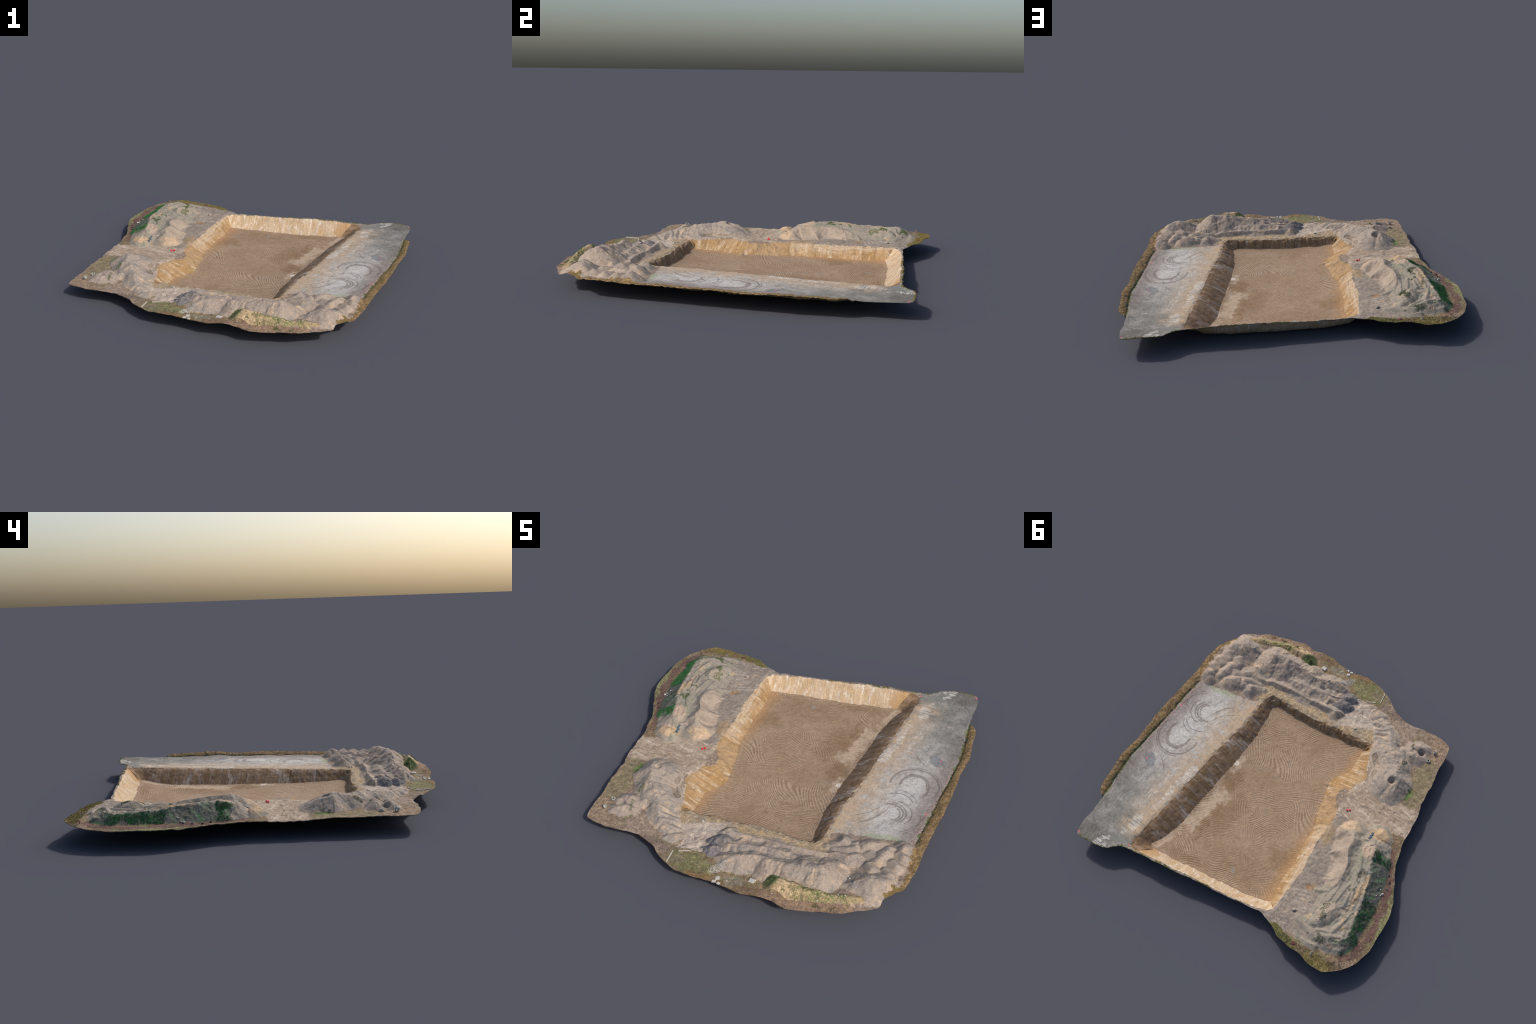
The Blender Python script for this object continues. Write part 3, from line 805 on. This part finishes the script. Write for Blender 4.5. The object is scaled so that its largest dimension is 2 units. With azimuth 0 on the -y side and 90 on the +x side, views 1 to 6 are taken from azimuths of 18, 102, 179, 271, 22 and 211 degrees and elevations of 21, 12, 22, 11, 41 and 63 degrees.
# ---- gravel pad: trafficked hardcore with wheel tracks
def make_pad():
    M = Mat("gravel")
    ang = -math.atan2(.989, .146)                     # x' runs along the pit edge
    along = M.noise(1, 5, .65, vec=M.map(ang, (6, 46, 6)))
    cloud = M.noise(7, 5, .62)
    col = M.mix(M.ramp(cloud, .36, .64), srgb(152, 149, 144), srgb(172, 167, 160))
    col = M.mix(M.mul(M.ramp(along, .44, .60), .55), col, srgb(190, 185, 178))
    col = M.mix(M.mul(M.ramp(M.noise(1, 5, .7, vec=M.map(ang, (14, 120, 8))), .48, .62), .55), col, srgb(126, 121, 116))
    col = M.mix(M.mul(M.ramp(M.noise(19, 5, .7), .50, .66), .5), col, srgb(138, 129, 121))
    # pale dusty middle of the turning area
    col = M.mix(M.mul(M.blob(.72, -.08, .19, .34, .1, .12, .9), M.ramp(M.noise(26, 5, .7), .30, .55), .75), col, srgb(194, 191, 187))
    # dark, damp outer and northern end
    dark = M.math("MAXIMUM", M.mul(M.band(.80, .30, .62, .52, -.06, .22, .25, 7), .95), M.mul(M.band(0, .78, -.1, 1, -.03, .10, .14, 10), .9))
    dark = M.mul(dark, M.ramp(M.noise(9, 5, .7), .25, .55))
    col = M.mix(M.mul(dark, .9), col, srgb(106, 107, 102))
    col = M.mix(M.mul(M.blob(.86, .93, .10, .09, .1, .08, .9), .75), col, srgb(84, 81, 77))
    col = M.mix(M.mul(M.band(.90, .60, .98, -.16, -.03, .06, .05), .7), col, srgb(126, 116, 110))
    # tan clay dragged up from the pit edge
    edge = M.band(.405, -.5, .989, -.146, .24, .03, .12, 12)
    comb = M.noise(1, 4, .7, vec=M.map(ang, (90, 9, 8)))
    tan = M.mul(edge, M.ramp(M.math("ADD", M.mul(comb, .6), M.mul(M.noise(16, 4, .7), .6)), .46, .62))
    tan = M.mul(tan, M.band(0, .86, 0, -1, 0, .10, .06))
    col = M.mix(M.mul(tan, .85), col, srgb(180, 155, 127))
    lip = M.mul(M.band(.405, -.5, .989, -.146, .050, .0, .03), M.band(0, .30, 0, -1, -.10, .20, .1))
    col = M.mix(M.mul(lip, .5), col, srgb(186, 160, 128))
    for a_, k_ in ((.55, .14), (-.5, .10), (1.25, .16)):
        sc = M.noise(1, 4, .75, vec=M.map(a_, (16, 170, 9)))
        col = M.mix(M.mul(M.ramp(sc, .54, .64), k_), col, srgb(196, 190, 182))
        col = M.mix(M.mul(M.ramp(sc, .44, .36), k_), col, srgb(118, 110, 104))
    # white smears at the northern end and beside the wall
    for x, y, rx, ry, rot, k in ((.775, .925, .016, .055, -.7, .7), (.745, .95, .025, .014, .2, .6), (.70, .80, .020, .040, .2, .5),
                                 (.66, .72, .03, .07, .1, .45), (.545, .27, .03, .07, -.2, .5), (.60, .50, .02, .09, -.15, .35), (.58, .36, .012, .16, -.15, .5), (.66, .40, .010, .18, -.15, .4)):
        col = M.mix(M.mul(M.blob(x, y, rx, ry, rot, .09), M.ramp(comb, .42, .54), k), col, srgb(208, 203, 196))
    col = M.mix(M.mul(M.blob(.83, .30, .035, .05, .6, .08), .6), col, srgb(104, 108, 116))
    col = M.mix(M.mul(M.blob(.70, -.375, .10, .025, .05, .05), .6), col, srgb(146, 152, 118))
    # sinuous skid marks
    swirl = M.noise(1, 3, .5, vec=M.vmath("MULTIPLY", M.co, (24, 24, 24)), dist=2.5)
    col = M.mix(M.mul(M.ramp(M.math("ABSOLUTE", M.math("SUBTRACT", swirl, .5)), .035, .005), .25), col, srgb(132, 124, 118))
    tracks = None
    for t in ((.76, .05, .078, .105, .0068, -42, 185), (.76, .05, .068, .094, .004, 0, 150), (.76, .06, .133, .142, .0058, -25, 186),
              (.76, .06, .146, .156, .003, 10, 120), (.68, -.18, .077, .066, .005, -60, 120), (.68, -.18, .092, .080, .004, -50, 90),
              (.69, -.18, .112, .100, .003, -40, 80), (.68, -.185, .062, .052, .004, -70, 60), (.43, -.09, .243, .243, .0045, -62, -8),
              (.40, -.03, .253, .253, .0035, -68, -22), (.70, -.11, .09, .09, .004, 20, 130), (.44, -.12, .212, .212, .003, -50, -10),
              (.70, -.20, .150, .140, .003, -60, 20), (.71, -.12, .16, .20, .0025, -70, -5), (.85, .38, .15, .15, .004, 200, 240),
              (.86, .39, .16, .16, .003, 200, 245), (.70, -.11, .112, .115, .003, 30, 100)):
        m = M.ring(*t)
        tracks = m if tracks is None else M.math("MAXIMUM", tracks, m)
    smudge = M.math("MAXIMUM", M.ring(.76, .055, .10, .12, .030, -60, 200), M.ring(.68, -.18, .085, .075, .035, -80, 130))
    col = M.mix(M.mul(smudge, M.ramp(M.noise(1, 4, .7, vec=M.map(.9, (60, 22, 9))), .40, .62), .40), col, srgb(132, 122, 114))
    tracks = M.mul(tracks, M.ramp(M.noise(48, 4, .75), .22, .48))
    col = M.mix(M.mul(tracks, .62), col, srgb(104, 93, 86))
    red = M.mul(M.band(.905, 0, .985, -.17, -.028, -.004, .02), M.ramp(M.noise(120, 3, .7), .46, .60))
    col = M.mix(M.mul(red, .7), col, srgb(134, 92, 86))
    for x, y in ((.871, -.139), (.851, .306), (.932, .946), (.610, .868)):
        col = M.mix(M.blob(x, y, .005, .005), col, srgb(236, 84, 108))
    col = M.grain(col, .16)
    MATS["gravel_pad"] = M.done(col, M.math("SUBTRACT", M.noise(140, 5, .7), M.mul(tracks, .6)), .4, .003)
make_pad()

# ---- pit floor: clay combed by the excavator bucket
def make_floor():
    M = Mat("pit_clay")
    warp = M.vmath("MULTIPLY", M.noise3(2.3, 1.2), (.36,) * 3)
    warp2 = M.vmath("MULTIPLY", M.noise3(8, 1), (.014,) * 3)
    p = M.vmath("ADD", M.vmath("ADD", M.co, warp), warp2)
    ph = M.vmath("DOT_PRODUCT", p, (-.45 * 500, .89 * 500, 0))
    # a second direction of working, in patches with visible seams
    q = M.vmath("ADD", M.co, M.vmath("MULTIPLY", M.noise3(2.6, 1), (.30,) * 3))
    ph2 = M.vmath("DOT_PRODUCT", q, (.80 * 460, .60 * 460, 0))
    patch = M.ramp(M.noise(3.4, 1, .5), .53, .545)
    ph = M.math("ADD", M.mul(ph, M.math("SUBTRACT", 1.0, patch)), M.mul(ph2, patch))
    comb = M.math("MULTIPLY_ADD", M.math("SINE", ph), .5, .5)
    show = M.mul(M.ramp(M.noise(4.5, 3, .6), .34, .56), M.ramp(M.noise(38, 4, .75), .34, .58))
    col = M.mix(M.ramp(M.noise(3.2, 4, .6), .36, .64), srgb(149, 125, 102), srgb(160, 138, 117))
    col = M.mix(M.mul(M.ramp(M.noise(12, 5, .65), .52, .68), .6), col, srgb(132, 106, 82))
    for x, y, rx, ry, rot, k in ((.22, .36, .08, .15, -.2, .6), (.30, .14, .06, .09, 0, .75), (.30, .74, .12, .04, 0, .6),
                                 (-.24, .45, .07, .07, 0, .5), (0, .62, .16, .10, 0, .3), (.30, .52, .02, .10, -.1, .8)):
        col = M.mix(M.mul(M.blob(x, y, rx, ry, rot, .12, .9), k), col, srgb(128, 102, 76))
    smooth = M.blob(-.235, .445, .07, .07, 0, .06)
    comb_amt = M.mul(show, M.math("SUBTRACT", 1.0, M.mul(smooth, .8)))
    col = M.mix(M.mul(comb_amt, M.ramp(comb, .45, .05), .58), col, srgb(110, 90, 72))
    col = M.mix(M.mul(comb_amt, M.ramp(comb, .6, .95), .50), col, srgb(182, 160, 138))
    # dried pale clay beside the eastern wall
    dry = None
    for x, y, rx, ry, rot, wob in ((.315, .27, .060, .050, -.3, .07), (.355, .38, .045, .09, -.2, .07), (.405, .52, .034, .13, -.14, .09),
                                   (.465, .70, .030, .08, -.2, .08), (.355, .53, .016, .09, -.15, .09), (.335, .02, .030, .075, -.1, .05), (.36, -.09, .02, .03, 0, .04)):
        m = M.blob(x, y, rx, ry, rot, wob, .35)
        dry = m if dry is None else M.math("MAXIMUM", dry, m)
    dry = M.mul(dry, M.ramp(M.noise(48, 5, .8), .30, .44))
    dry = M.mul(dry, M.ramp(M.noise(11, 4, .65), .36, .52))
    col = M.mix(M.mul(dry, .80), col, srgb(184, 164, 142))
    col = M.mix(M.mul(M.blob(.343, .018, .014, .018, 0, .03), .9), col, srgb(214, 204, 192))
    col = M.mix(M.mul(M.blob(-.02, .67, .012, .02, .3, .02), .6), col, srgb(140, 142, 136))
    # ochre earth spilt from the western wall
    spill = M.band(-.300, 0, -1, .03, -.05, .03, .09, 14)
    col = M.mix(M.mul(spill, .55), col, srgb(172, 132, 88))
    dash = M.ramp(M.noise(1, 3, .6, vec=M.map(.35, (70, 22, 9))), .64, .70)
    col = M.mix(M.mul(dash, M.band(0, .0, -.2, -1, -.05, .15, .1), .6), col, srgb(112, 92, 76))
    col = M.grain(col, .13)
    col = M.mix(M.mul(M.dots(90, .16, share=.05), .6), col, srgb(188, 160, 136))
    h = M.math("ADD", M.mul(comb, comb_amt), M.mul(M.noise(120, 5, .7), .7))
    MATS["pit_floor"] = M.done(col, h, .38, .004)
make_floor()

# ---- the four faces of the pit
def make_wall(key, name, base, second, pale, dark, along, freq, pale_amt, dark_amt, extra=None):
    M = Mat(name)
    o = M.xyz()
    u = M.math("ADD", M.mul(o[0], along[0]), M.mul(o[1], along[1]))
    c = M.t.nodes.new("ShaderNodeCombineXYZ")
    M.put(c.inputs[0], M.mul(u, freq))
    M.put(c.inputs[1], M.mul(o[2], freq * .10))
    vec = c.outputs[0]
    vec2 = M.vmath("MULTIPLY", vec, (.22, 1.0, 1))
    col = M.mix(M.ramp(M.noise(1, 4, .6, vec=vec2), .38, .62), srgb(*base), srgb(*second))
    st = M.noise(1, 5, .7, vec=vec)
    col = M.mix(M.mul(M.ramp(M.noise(1, 4, .65, vec=M.vmath("MULTIPLY", vec, (.35, 1.6, 1))), .52, .66), pale_amt), col, srgb(*pale))
    col = M.mix(M.mul(M.ramp(st, .48, .66), dark_amt), col, srgb(*dark))
    col = M.mix(M.mul(M.ramp(st, .46, .32), pale_amt * .6), col, srgb(*pale))
    if extra:
        col = extra(M, col, o)
    teeth = M.math("MULTIPLY_ADD", M.math("SINE", M.math("ADD", M.mul(u, 700), M.mul(M.noise(20, 2), 5))), .5, .5)
    col = M.mix(M.mul(M.ramp(teeth, .55, .95), M.ramp(M.noise(9, 3), .35, .6), .35), col, srgb(*dark))
    col = M.grain(col, .10)
    MATS[key] = M.done(col, M.math("ADD", M.mul(st, 1.2), M.noise(90, 5, .7)), .5, .004)

def e_extra(M, col, o):
    col = M.mix(M.mul(M.ramp(M.noise(1, 4, .6, vec=M.map(.147, (7, 26, 7))), .54, .68), .75), col, srgb(178, 168, 160))
    crack = M.ramp(M.noise(1, 2, .6, vec=M.map(.147, (2.5, 30, 2))), .64, .67)
    return M.mix(M.mul(crack, .65), col, srgb(84, 68, 56))
make_wall("pit_wall|e", "wall_loam", (148, 122, 98), (134, 108, 80), (170, 156, 144), (112, 88, 66), (.146, .989), 85, .55, .65, e_extra)
make_wall("pit_wall|n", "wall_sand", (196, 175, 150), (186, 161, 128), (222, 212, 202), (170, 140, 106), (1, .06), 100, .80, .55,
          lambda M, c, o: M.mix(M.mul(M.blob(.50, .83, .07, .06, 0, .05), .7), c, srgb(178, 138, 92)))

def w_extra(M, col, o):
    # pale weathered band along the top of the northern half
    band = M.mul(M.band(-.362, .5, -1, -.06, -.022, .012, .035, 24), M.band(0, .16, 0, 1, -.05, .08, .05))
    lam = M.noise(1, 4, .7, vec=M.map(.05, (110, 10, 9)))
    col = M.mix(M.mul(band, M.ramp(lam, .38, .58), .85), col, srgb(192, 176, 156))
    col = M.mix(M.mul(band, M.ramp(lam, .56, .70), .6), col, srgb(150, 130, 112))
    ramp_ = M.mul(M.blob(-.35, .0, .07, .13, 0, .06, .9), .75)
    col = M.mix(ramp_, col, srgb(166, 138, 106))
    return M.mix(M.mul(M.ramp(M.noise(40, 5, .75), .54, .68), .55), col, srgb(198, 166, 124))
make_wall("pit_wall|w", "wall_ochre", (172, 144, 110), (160, 128, 88), (206, 190, 168), (138, 108, 76), (0, 1), 60, .70, .60, w_extra)
make_wall("pit_wall|s", "wall_brown", (160, 132, 102), (142, 116, 88), (186, 168, 146), (104, 82, 60), (1, 0), 60, .7, .75)

def plain(name, rgb, rough=.7, spots=None):
    M = Mat(name)
    col = M.mix(M.ramp(M.noise(260, 4, .7), .35, .65), srgb(*rgb), srgb(*[c * .86 for c in rgb]))
    if spots:
        col = M.mix(M.ramp(M.noise(120, 4, .7), .55, .62), col, srgb(*spots))
    M.bsdf.inputs["Roughness"].default_value = rough
    return M.done(col, M.noise(400, 3, .7), .3, .001)


# ------------------------------------------------------------- make objects
root = bpy.data.objects.new("excavation_pit", None)
root.empty_display_size = .2
bpy.context.scene.collection.objects.link(root)
root["label"] = "rectangular earth excavation pit ringed by spoil heaps and gravel"
root["category"] = "excavation site"

def link(obj, parent=root):
    bpy.context.scene.collection.objects.link(obj)
    obj.parent = parent
    return obj

NV = len(V)
ALLV = np.vstack([V, VB])
out_dir = np.stack([V[SK[:, 1], 1] - V[SK[:, 0], 1], -(V[SK[:, 1], 0] - V[SK[:, 0], 0]), np.zeros(len(SK))], 1)
out_dir /= np.linalg.norm(out_dir, axis=1, keepdims=True) + 1e-12

def make_part(label):
    m = part == label
    fi = np.nonzero(m)[0]
    q = Q[fi]
    sk = SK[m[SK[:, 2]]]
    so = out_dir[m[SK[:, 2]]]
    faces = np.vstack([q, q[:, ::-1] + NV, np.stack([sk[:, 1], sk[:, 0], sk[:, 0] + NV, sk[:, 1] + NV], 1)])
    nrm = np.concatenate([NT[q].reshape(-1, 3), NB[q[:, ::-1]].reshape(-1, 3), np.repeat(so, 4, 0)])
    ids, inv = np.unique(faces, return_inverse=True)
    name = label.split("|")[0]
    me = bpy.data.meshes.new(name)
    me.vertices.add(len(ids))
    me.vertices.foreach_set("co", ALLV[ids].astype(np.float32).ravel())
    me.loops.add(faces.size)
    me.loops.foreach_set("vertex_index", inv.astype(np.int32).ravel())
    me.polygons.add(len(faces))
    me.polygons.foreach_set("loop_start", np.arange(0, faces.size, 4, dtype=np.int32))
    me.polygons.foreach_set("loop_total", np.full(len(faces), 4, np.int32))
    me.update(calc_edges=True)
    me.validate()
    me.polygons.foreach_set("use_smooth", np.ones(len(me.polygons), bool))
    if len(me.loops) == len(nrm):
        me.normals_split_custom_set(nrm.astype(np.float32))
    mat = MATS.get(label) or MATS[name]
    if "|" in label and label.split("|")[1].isdigit() and int(label.split("|")[1]) in SHADE_TINTED:
        mat = MATS["dark_spoil"]
    me.materials.append(mat)
    return link(bpy.data.objects.new(name, me))

for label in sorted(set(part)):
    if (part == label).sum() > 0:
        make_part(label)

# ------------------------------------------------------------- loose things
def surface_z(x, y):
    z, _, _ = terrain(np.array([x], float), np.array([y], float))
    return float(z[0])

def mesh_object(name, verts, faces, mat, loc=(0, 0, 0), rot=(0, 0, 0), parent=root, smooth=True):
    me = bpy.data.meshes.new(name)
    me.from_pydata([tuple(v) for v in verts], [], [tuple(f) for f in faces])
    me.materials.append(mat)
    me.update()
    me.polygons.foreach_set("use_smooth", [smooth] * len(me.polygons))
    o = bpy.data.objects.new(name, me)
    o.location, o.rotation_euler = loc, rot
    return link(o, parent)

def lathe(profile, n=20, closed=False):
    """turn a profile of (radius, height) about the z axis"""
    v, f, m = [], [], len(profile)
    for i in range(n):
        a = math.tau * i / n
        v += [(r * math.cos(a), r * math.sin(a), h) for r, h in profile]
    for i in range(n):
        j = (i + 1) % n
        for k in range(m if closed else m - 1):
            l = (k + 1) % m
            f.append((i * m + k, j * m + k, j * m + l, i * m + l))
    return v, f

def box(lx, ly, lz, taper=1.0, c=.12):
    """a block with chamfered upper edges"""
    x, y, t = lx / 2, ly / 2, min(lx, ly) * c
    v = [(sx * x, sy * y, 0) for sx, sy in ((-1, -1), (1, -1), (1, 1), (-1, 1))]
    v += [(sx * x * taper, sy * y * taper, lz - t) for sx, sy in ((-1, -1), (1, -1), (1, 1), (-1, 1))]
    v += [(sx * (x * taper - t), sy * (y * taper - t), lz) for sx, sy in ((-1, -1), (1, -1), (1, 1), (-1, 1))]
    f = [(3, 2, 1, 0), (8, 9, 10, 11)]
    for b in (0, 4):
        f += [(b + i, b + (i + 1) % 4, b + 4 + (i + 1) % 4, b + 4 + i) for i in range(4)]
    return v, f

def stone_mesh(name, mat, seed, rough=.22):
    r = np.random.default_rng(seed)
    v, f, n, m = [(0, 0, -1)], [], 10, 6
    for k in range(1, m):
        b = -math.pi / 2 + math.pi * k / m
        for i in range(n):
            a = math.tau * i / n
            q = 1 + rough * r.uniform(-1, 1)
            v.append((q * math.cos(b) * math.cos(a), q * math.cos(b) * math.sin(a), q * math.sin(b)))
    v.append((0, 0, 1))
    for i in range(n):
        j = (i + 1) % n
        f.append((0, 1 + j, 1 + i))
        for k in range(m - 2):
            f.append((1 + k * n + i, 1 + k * n + j, 1 + (k + 1) * n + j, 1 + (k + 1) * n + i))
        f.append((1 + (m - 2) * n + i, 1 + (m - 2) * n + j, len(v) - 1))
    me = bpy.data.meshes.new(name)
    me.from_pydata(v, [], f)
    me.materials.append(mat)
    me.polygons.foreach_set("use_smooth", [True] * len(me.polygons))
    return me

def place(name, me, x, y, size, sink=.25, turn=0.0, parent=root):
    o = bpy.data.objects.new(name, me)
    o.scale = size
    o.location = (x, y, surface_z(x, y) + size[2] * (1 - 2 * sink) * .9)
    o.rotation_euler = (0, 0, turn)
    return link(o, parent)

red = plain("red_plastic", (224, 40, 66), .5)
rubber = plain("old_concrete_ring", (176, 178, 172), .8, (120, 116, 108))
pale = plain("pale_concrete", (198, 193, 187), .85, (164, 154, 144))
timber = plain("grey_timber", (196, 150, 118), .8)
darkm = plain("dark_plastic", (48, 50, 52), .5)
bluegrey = plain("blue_sheet", (78, 98, 112), .6, (124, 136, 142))
white = plain("white_stone", (196, 191, 184), .8)
grey = plain("grey_boulder", (176, 162, 150), .9, (140, 128, 120))

# two red markers by the ramp
for x, y, tilt in ((-.470, -.013, 0), (-.457, -.002, 1.35)):
    v, f = lathe([(0, .0125), (.0012, .0125), (.0045, .002), (.0062, .002), (.0062, 0), (0, 0)], 14)
    mesh_object("traffic_cone", v, f, red, (x, y, surface_z(x, y) + (.004 if tilt else 0)), (tilt, 0, .6))
# concrete rings lying by the small mound
for x, y, tilt, turn in ((-.752, -.565, .25, .3), (-.763, -.639, 1.15, 1.9)):
    prof = [(.0105, -.0055), (.0115, -.004), (.0115, .004), (.0105, .0055), (.0080, .0055), (.0075, .004), (.0075, -.004), (.0080, -.0055)]
    v, f = lathe(prof, 24, True)
    mesh_object("concrete_ring", v, f, rubber, (x, y, surface_z(x, y) + (.0105 if tilt > 1 else .006)), (tilt, 0, turn))
# slabs and kerb stones along the southern side
for x, y, lx, ly, turn in ((.174, -.870, .034, .030, -.15), (.006, -.906, .022, .020, .4), (-.004, -.930, .020, .014, .2), (.022, -.934, .016, .014, -.2)):
    v, f = box(lx, ly, .0065)
    mesh_object("concrete_slab", v, f, pale, (x, y, surface_z(x, y) - .001), (.03, -.04, turn), smooth=False)
for i in range(7):
    t = (i + .5) / 7
    x, y = -.284 + .005 * t + rng.normal(0, .0008), -.806 - .083 * t
    v, f = box(.005, .0118, .0055)
    mesh_object("kerb_stone", v, f, pale, (x, y, surface_z(x, y) - .001), (0, 0, .02 + rng.normal(0, .06)), smooth=False)
for i in range(6):
    t = (i + .5) / 6
    x, y = -.196 - .060 * t, -.781 - .013 * t + .004 * math.sin(5 * t)
    v, f = box(.0105, .0046, .0042)
    mesh_object("kerb_stone", v, f, pale, (x, y, surface_z(x, y) - .001), (0, 0, .22 + rng.normal(0, .12)), smooth=False)
v, f = box(.020, .006, .005)
mesh_object("kerb_stone", v, f, pale, (-.150, -.764, surface_z(-.150, -.764) - .001), (0, 0, .15), smooth=False)
# boulder on the shelf, posts, white stones
boulder = stone_mesh("boulder", grey, 3, .14)
place("boulder", boulder, -.484, .731, (.013, .010, .009), .15, .4)
pebble = stone_mesh("white_stone", white, 5)
for x, y, s in ((-.899, .388, .0085), (-.892, .402, .0055), (-.872, .418, .0055), (-.906, .345, .007), (-.876, .372, .0045), (-.697, .157, .006),
                (-.676, .185, .004), (.604, -.842, .005), (.640, -.846, .004), (.520, -.905, .005), (.30, -.93, .004), (.055, -.905, .005),
                (.610, -.700, .005), (.624, -.716, .005), (.600, -.684, .004), (-.226, -.557, .009), (-.265, -.585, .004), (.716, .734, .004)):
    place("white_stone", pebble, x, y, (s, s * .8, s * .65), .25, rng.uniform(0, 6))
v, f = lathe([(0, .019), (.0022, .019), (.0030, .016), (.0034, 0), (0, 0)], 10)
mesh_object("marker_post", v, f, timber, (-.868, .890, surface_z(-.868, .890) - .001), (0, .05, 0))
drum = lathe([(0, .007), (.0045, .007), (.0055, .006), (.0055, .001), (.0048, 0), (0, 0)], 14)
for x, y in ((-.903, .300), (-.905, .345), (-.880, .262)):
    mesh_object("dark_drum", drum[0], drum[1], darkm, (x, y, surface_z(x, y) - .001), (.2, .1, 0))
# crumpled blue-grey sheet on the front of the mound
v, f = [], []
for i in range(9):
    for j in range(4):
        x, y = -.668 + .012 * (j / 3 - .5) + .003 * math.sin(i * 1.9), .060 + .052 * i / 8
        v.append((x, y, surface_z(x, y) + .0025 + rng.uniform(0, .0045)))
for i in range(8):
    for j in range(3):
        a = i * 4 + j
        f.append((a, a + 1, a + 5, a + 4))
sheet_o = mesh_object("plastic_sheet", v, f, bluegrey)
mod = sheet_o.modifiers.new("thickness", "SOLIDIFY")
mod.thickness = .0016

# gravel spread at the foot of the heap, clods on the heaps: joined stones
def scatter(name, mat, xs, ys, sizes, seed):
    r = np.random.default_rng(seed)
    base = [(1, 0, 0), (-1, 0, 0), (0, 1, 0), (0, -1, 0), (0, 0, 1), (0, 0, -1)]
    tri = [(0, 2, 4), (2, 1, 4), (1, 3, 4), (3, 0, 4), (2, 0, 5), (1, 2, 5), (3, 1, 5), (0, 3, 5)]
    zs, _, _ = terrain(xs, ys)
    v, f = [], []
    for x, y, z, s in zip(xs, ys, zs, sizes):
        a, n = r.uniform(0, 6.3), len(v)
        for bx, by, bz in base:
            k = s * r.uniform(.7, 1.2)
            v.append((x + k * (bx * math.cos(a) - by * math.sin(a)), y + k * (bx * math.sin(a) + by * math.cos(a)), z + k * bz * .7 + s * .15))
        f += [tuple(n + i for i in t) for t in tri]
    o = mesh_object(name, v, f, mat, smooth=False)
    o["kind"] = "stuff"

pts = rng.uniform(0, 1, (900, 2))
gx, gy = -.075 + .13 * pts[:, 0], -.885 + .09 * pts[:, 1]
keep = np.hypot((gx + .018 - .5 * (gy + .84)) / .030, (gy + .845) / .042) + rng.normal(0, .15, 900) < 1
scatter("gravel_spread", white, gx[keep], gy[keep], rng.uniform(.0012, .0028, keep.sum()), 3)
on_heap = np.nonzero((OWN >= 0) & (OWN < len(HEAPS)))[0]
pick = rng.choice(on_heap, 1100, replace=False)
scatter("loose_clods", MATS["spoil_heap"], FC[pick, 0], FC[pick, 1], rng.uniform(.0010, .0026, len(pick)), 4)

# tufts of weeds: thin tapering blades, too many to count
def tufts(name, mat, faces, count, height, seed):
    r = np.random.default_rng(seed)
    pick = r.choice(faces, min(count, len(faces)), replace=False)
    v, f = [], []
    for k in pick:
        cx, cy, cz = FC[k]
        for _ in range(5):
            a, h, w = r.uniform(0, 6.3), height * r.uniform(.5, 1.2), height * .16
            lean = h * r.uniform(.1, .7)
            bx, by = cx + r.normal(0, .003), cy + r.normal(0, .003)
            px, py = -math.sin(a) * w, math.cos(a) * w
            ex, ey = bx + math.cos(a) * lean, by + math.sin(a) * lean
            n = len(v)
            v += [(bx - px, by - py, cz - .001), (bx + px, by + py, cz - .001), (bx + math.cos(a) * w, by + math.sin(a) * w, cz - .001), (ex, ey, cz + h)]
            f += [(n, n + 1, n + 3), (n + 1, n + 2, n + 3), (n + 2, n, n + 3)]
    o = mesh_object(name, v, f, mat, smooth=False)
    o["kind"] = "stuff"

green = plain("weed_green", (52, 122, 66), .8, (88, 142, 70))
green2 = plain("bank_green", (84, 110, 60), .85, (108, 118, 72))
straw = plain("dry_grass", (146, 126, 72), .9, (104, 120, 58))
dens = (fbm(fx, fy, 16, 3, 301) > .05) & ((fy > .48) | (fy < .24))
tufts("weed_tufts", green, np.nonzero((part == "weedy_slope") & dens)[0], 1100, .0055, 11)
patch = np.zeros(len(Q), bool)
for cx, cy, rx, ry in ((.50, -.905, .16, .03), (.29, -.845, .03, .03), (-.625, -.50, .018, .06), (-.605, -.575, .025, .03), (-.775, .185, .025, .035), (-.735, -.28, .02, .04), (-.255, -.83, .02, .02), (-.10, -.83, .03, .015), (-.62, -.56, .014, .07), (-.66, .66, .06, .06), (-.74, .42, .03, .10), (-.70, .82, .08, .03)):
    patch |= ((fx - cx) / rx) ** 2 + ((fy - cy) / ry) ** 2 < 1
tufts("weed_tufts", green2, np.nonzero(patch & (fbm(fx, fy, 30, 2, 302) > .1))[0], 1000, .0048, 12)
tufts("grass_tufts", straw, np.nonzero((part == "turf_lip") | (part == "field_margin") & (fy > .9))[0], 900, .0045, 13)
tufts("grass_tufts", straw, np.nonzero((part == "field_verge"))[0], 1200, .0035, 14)
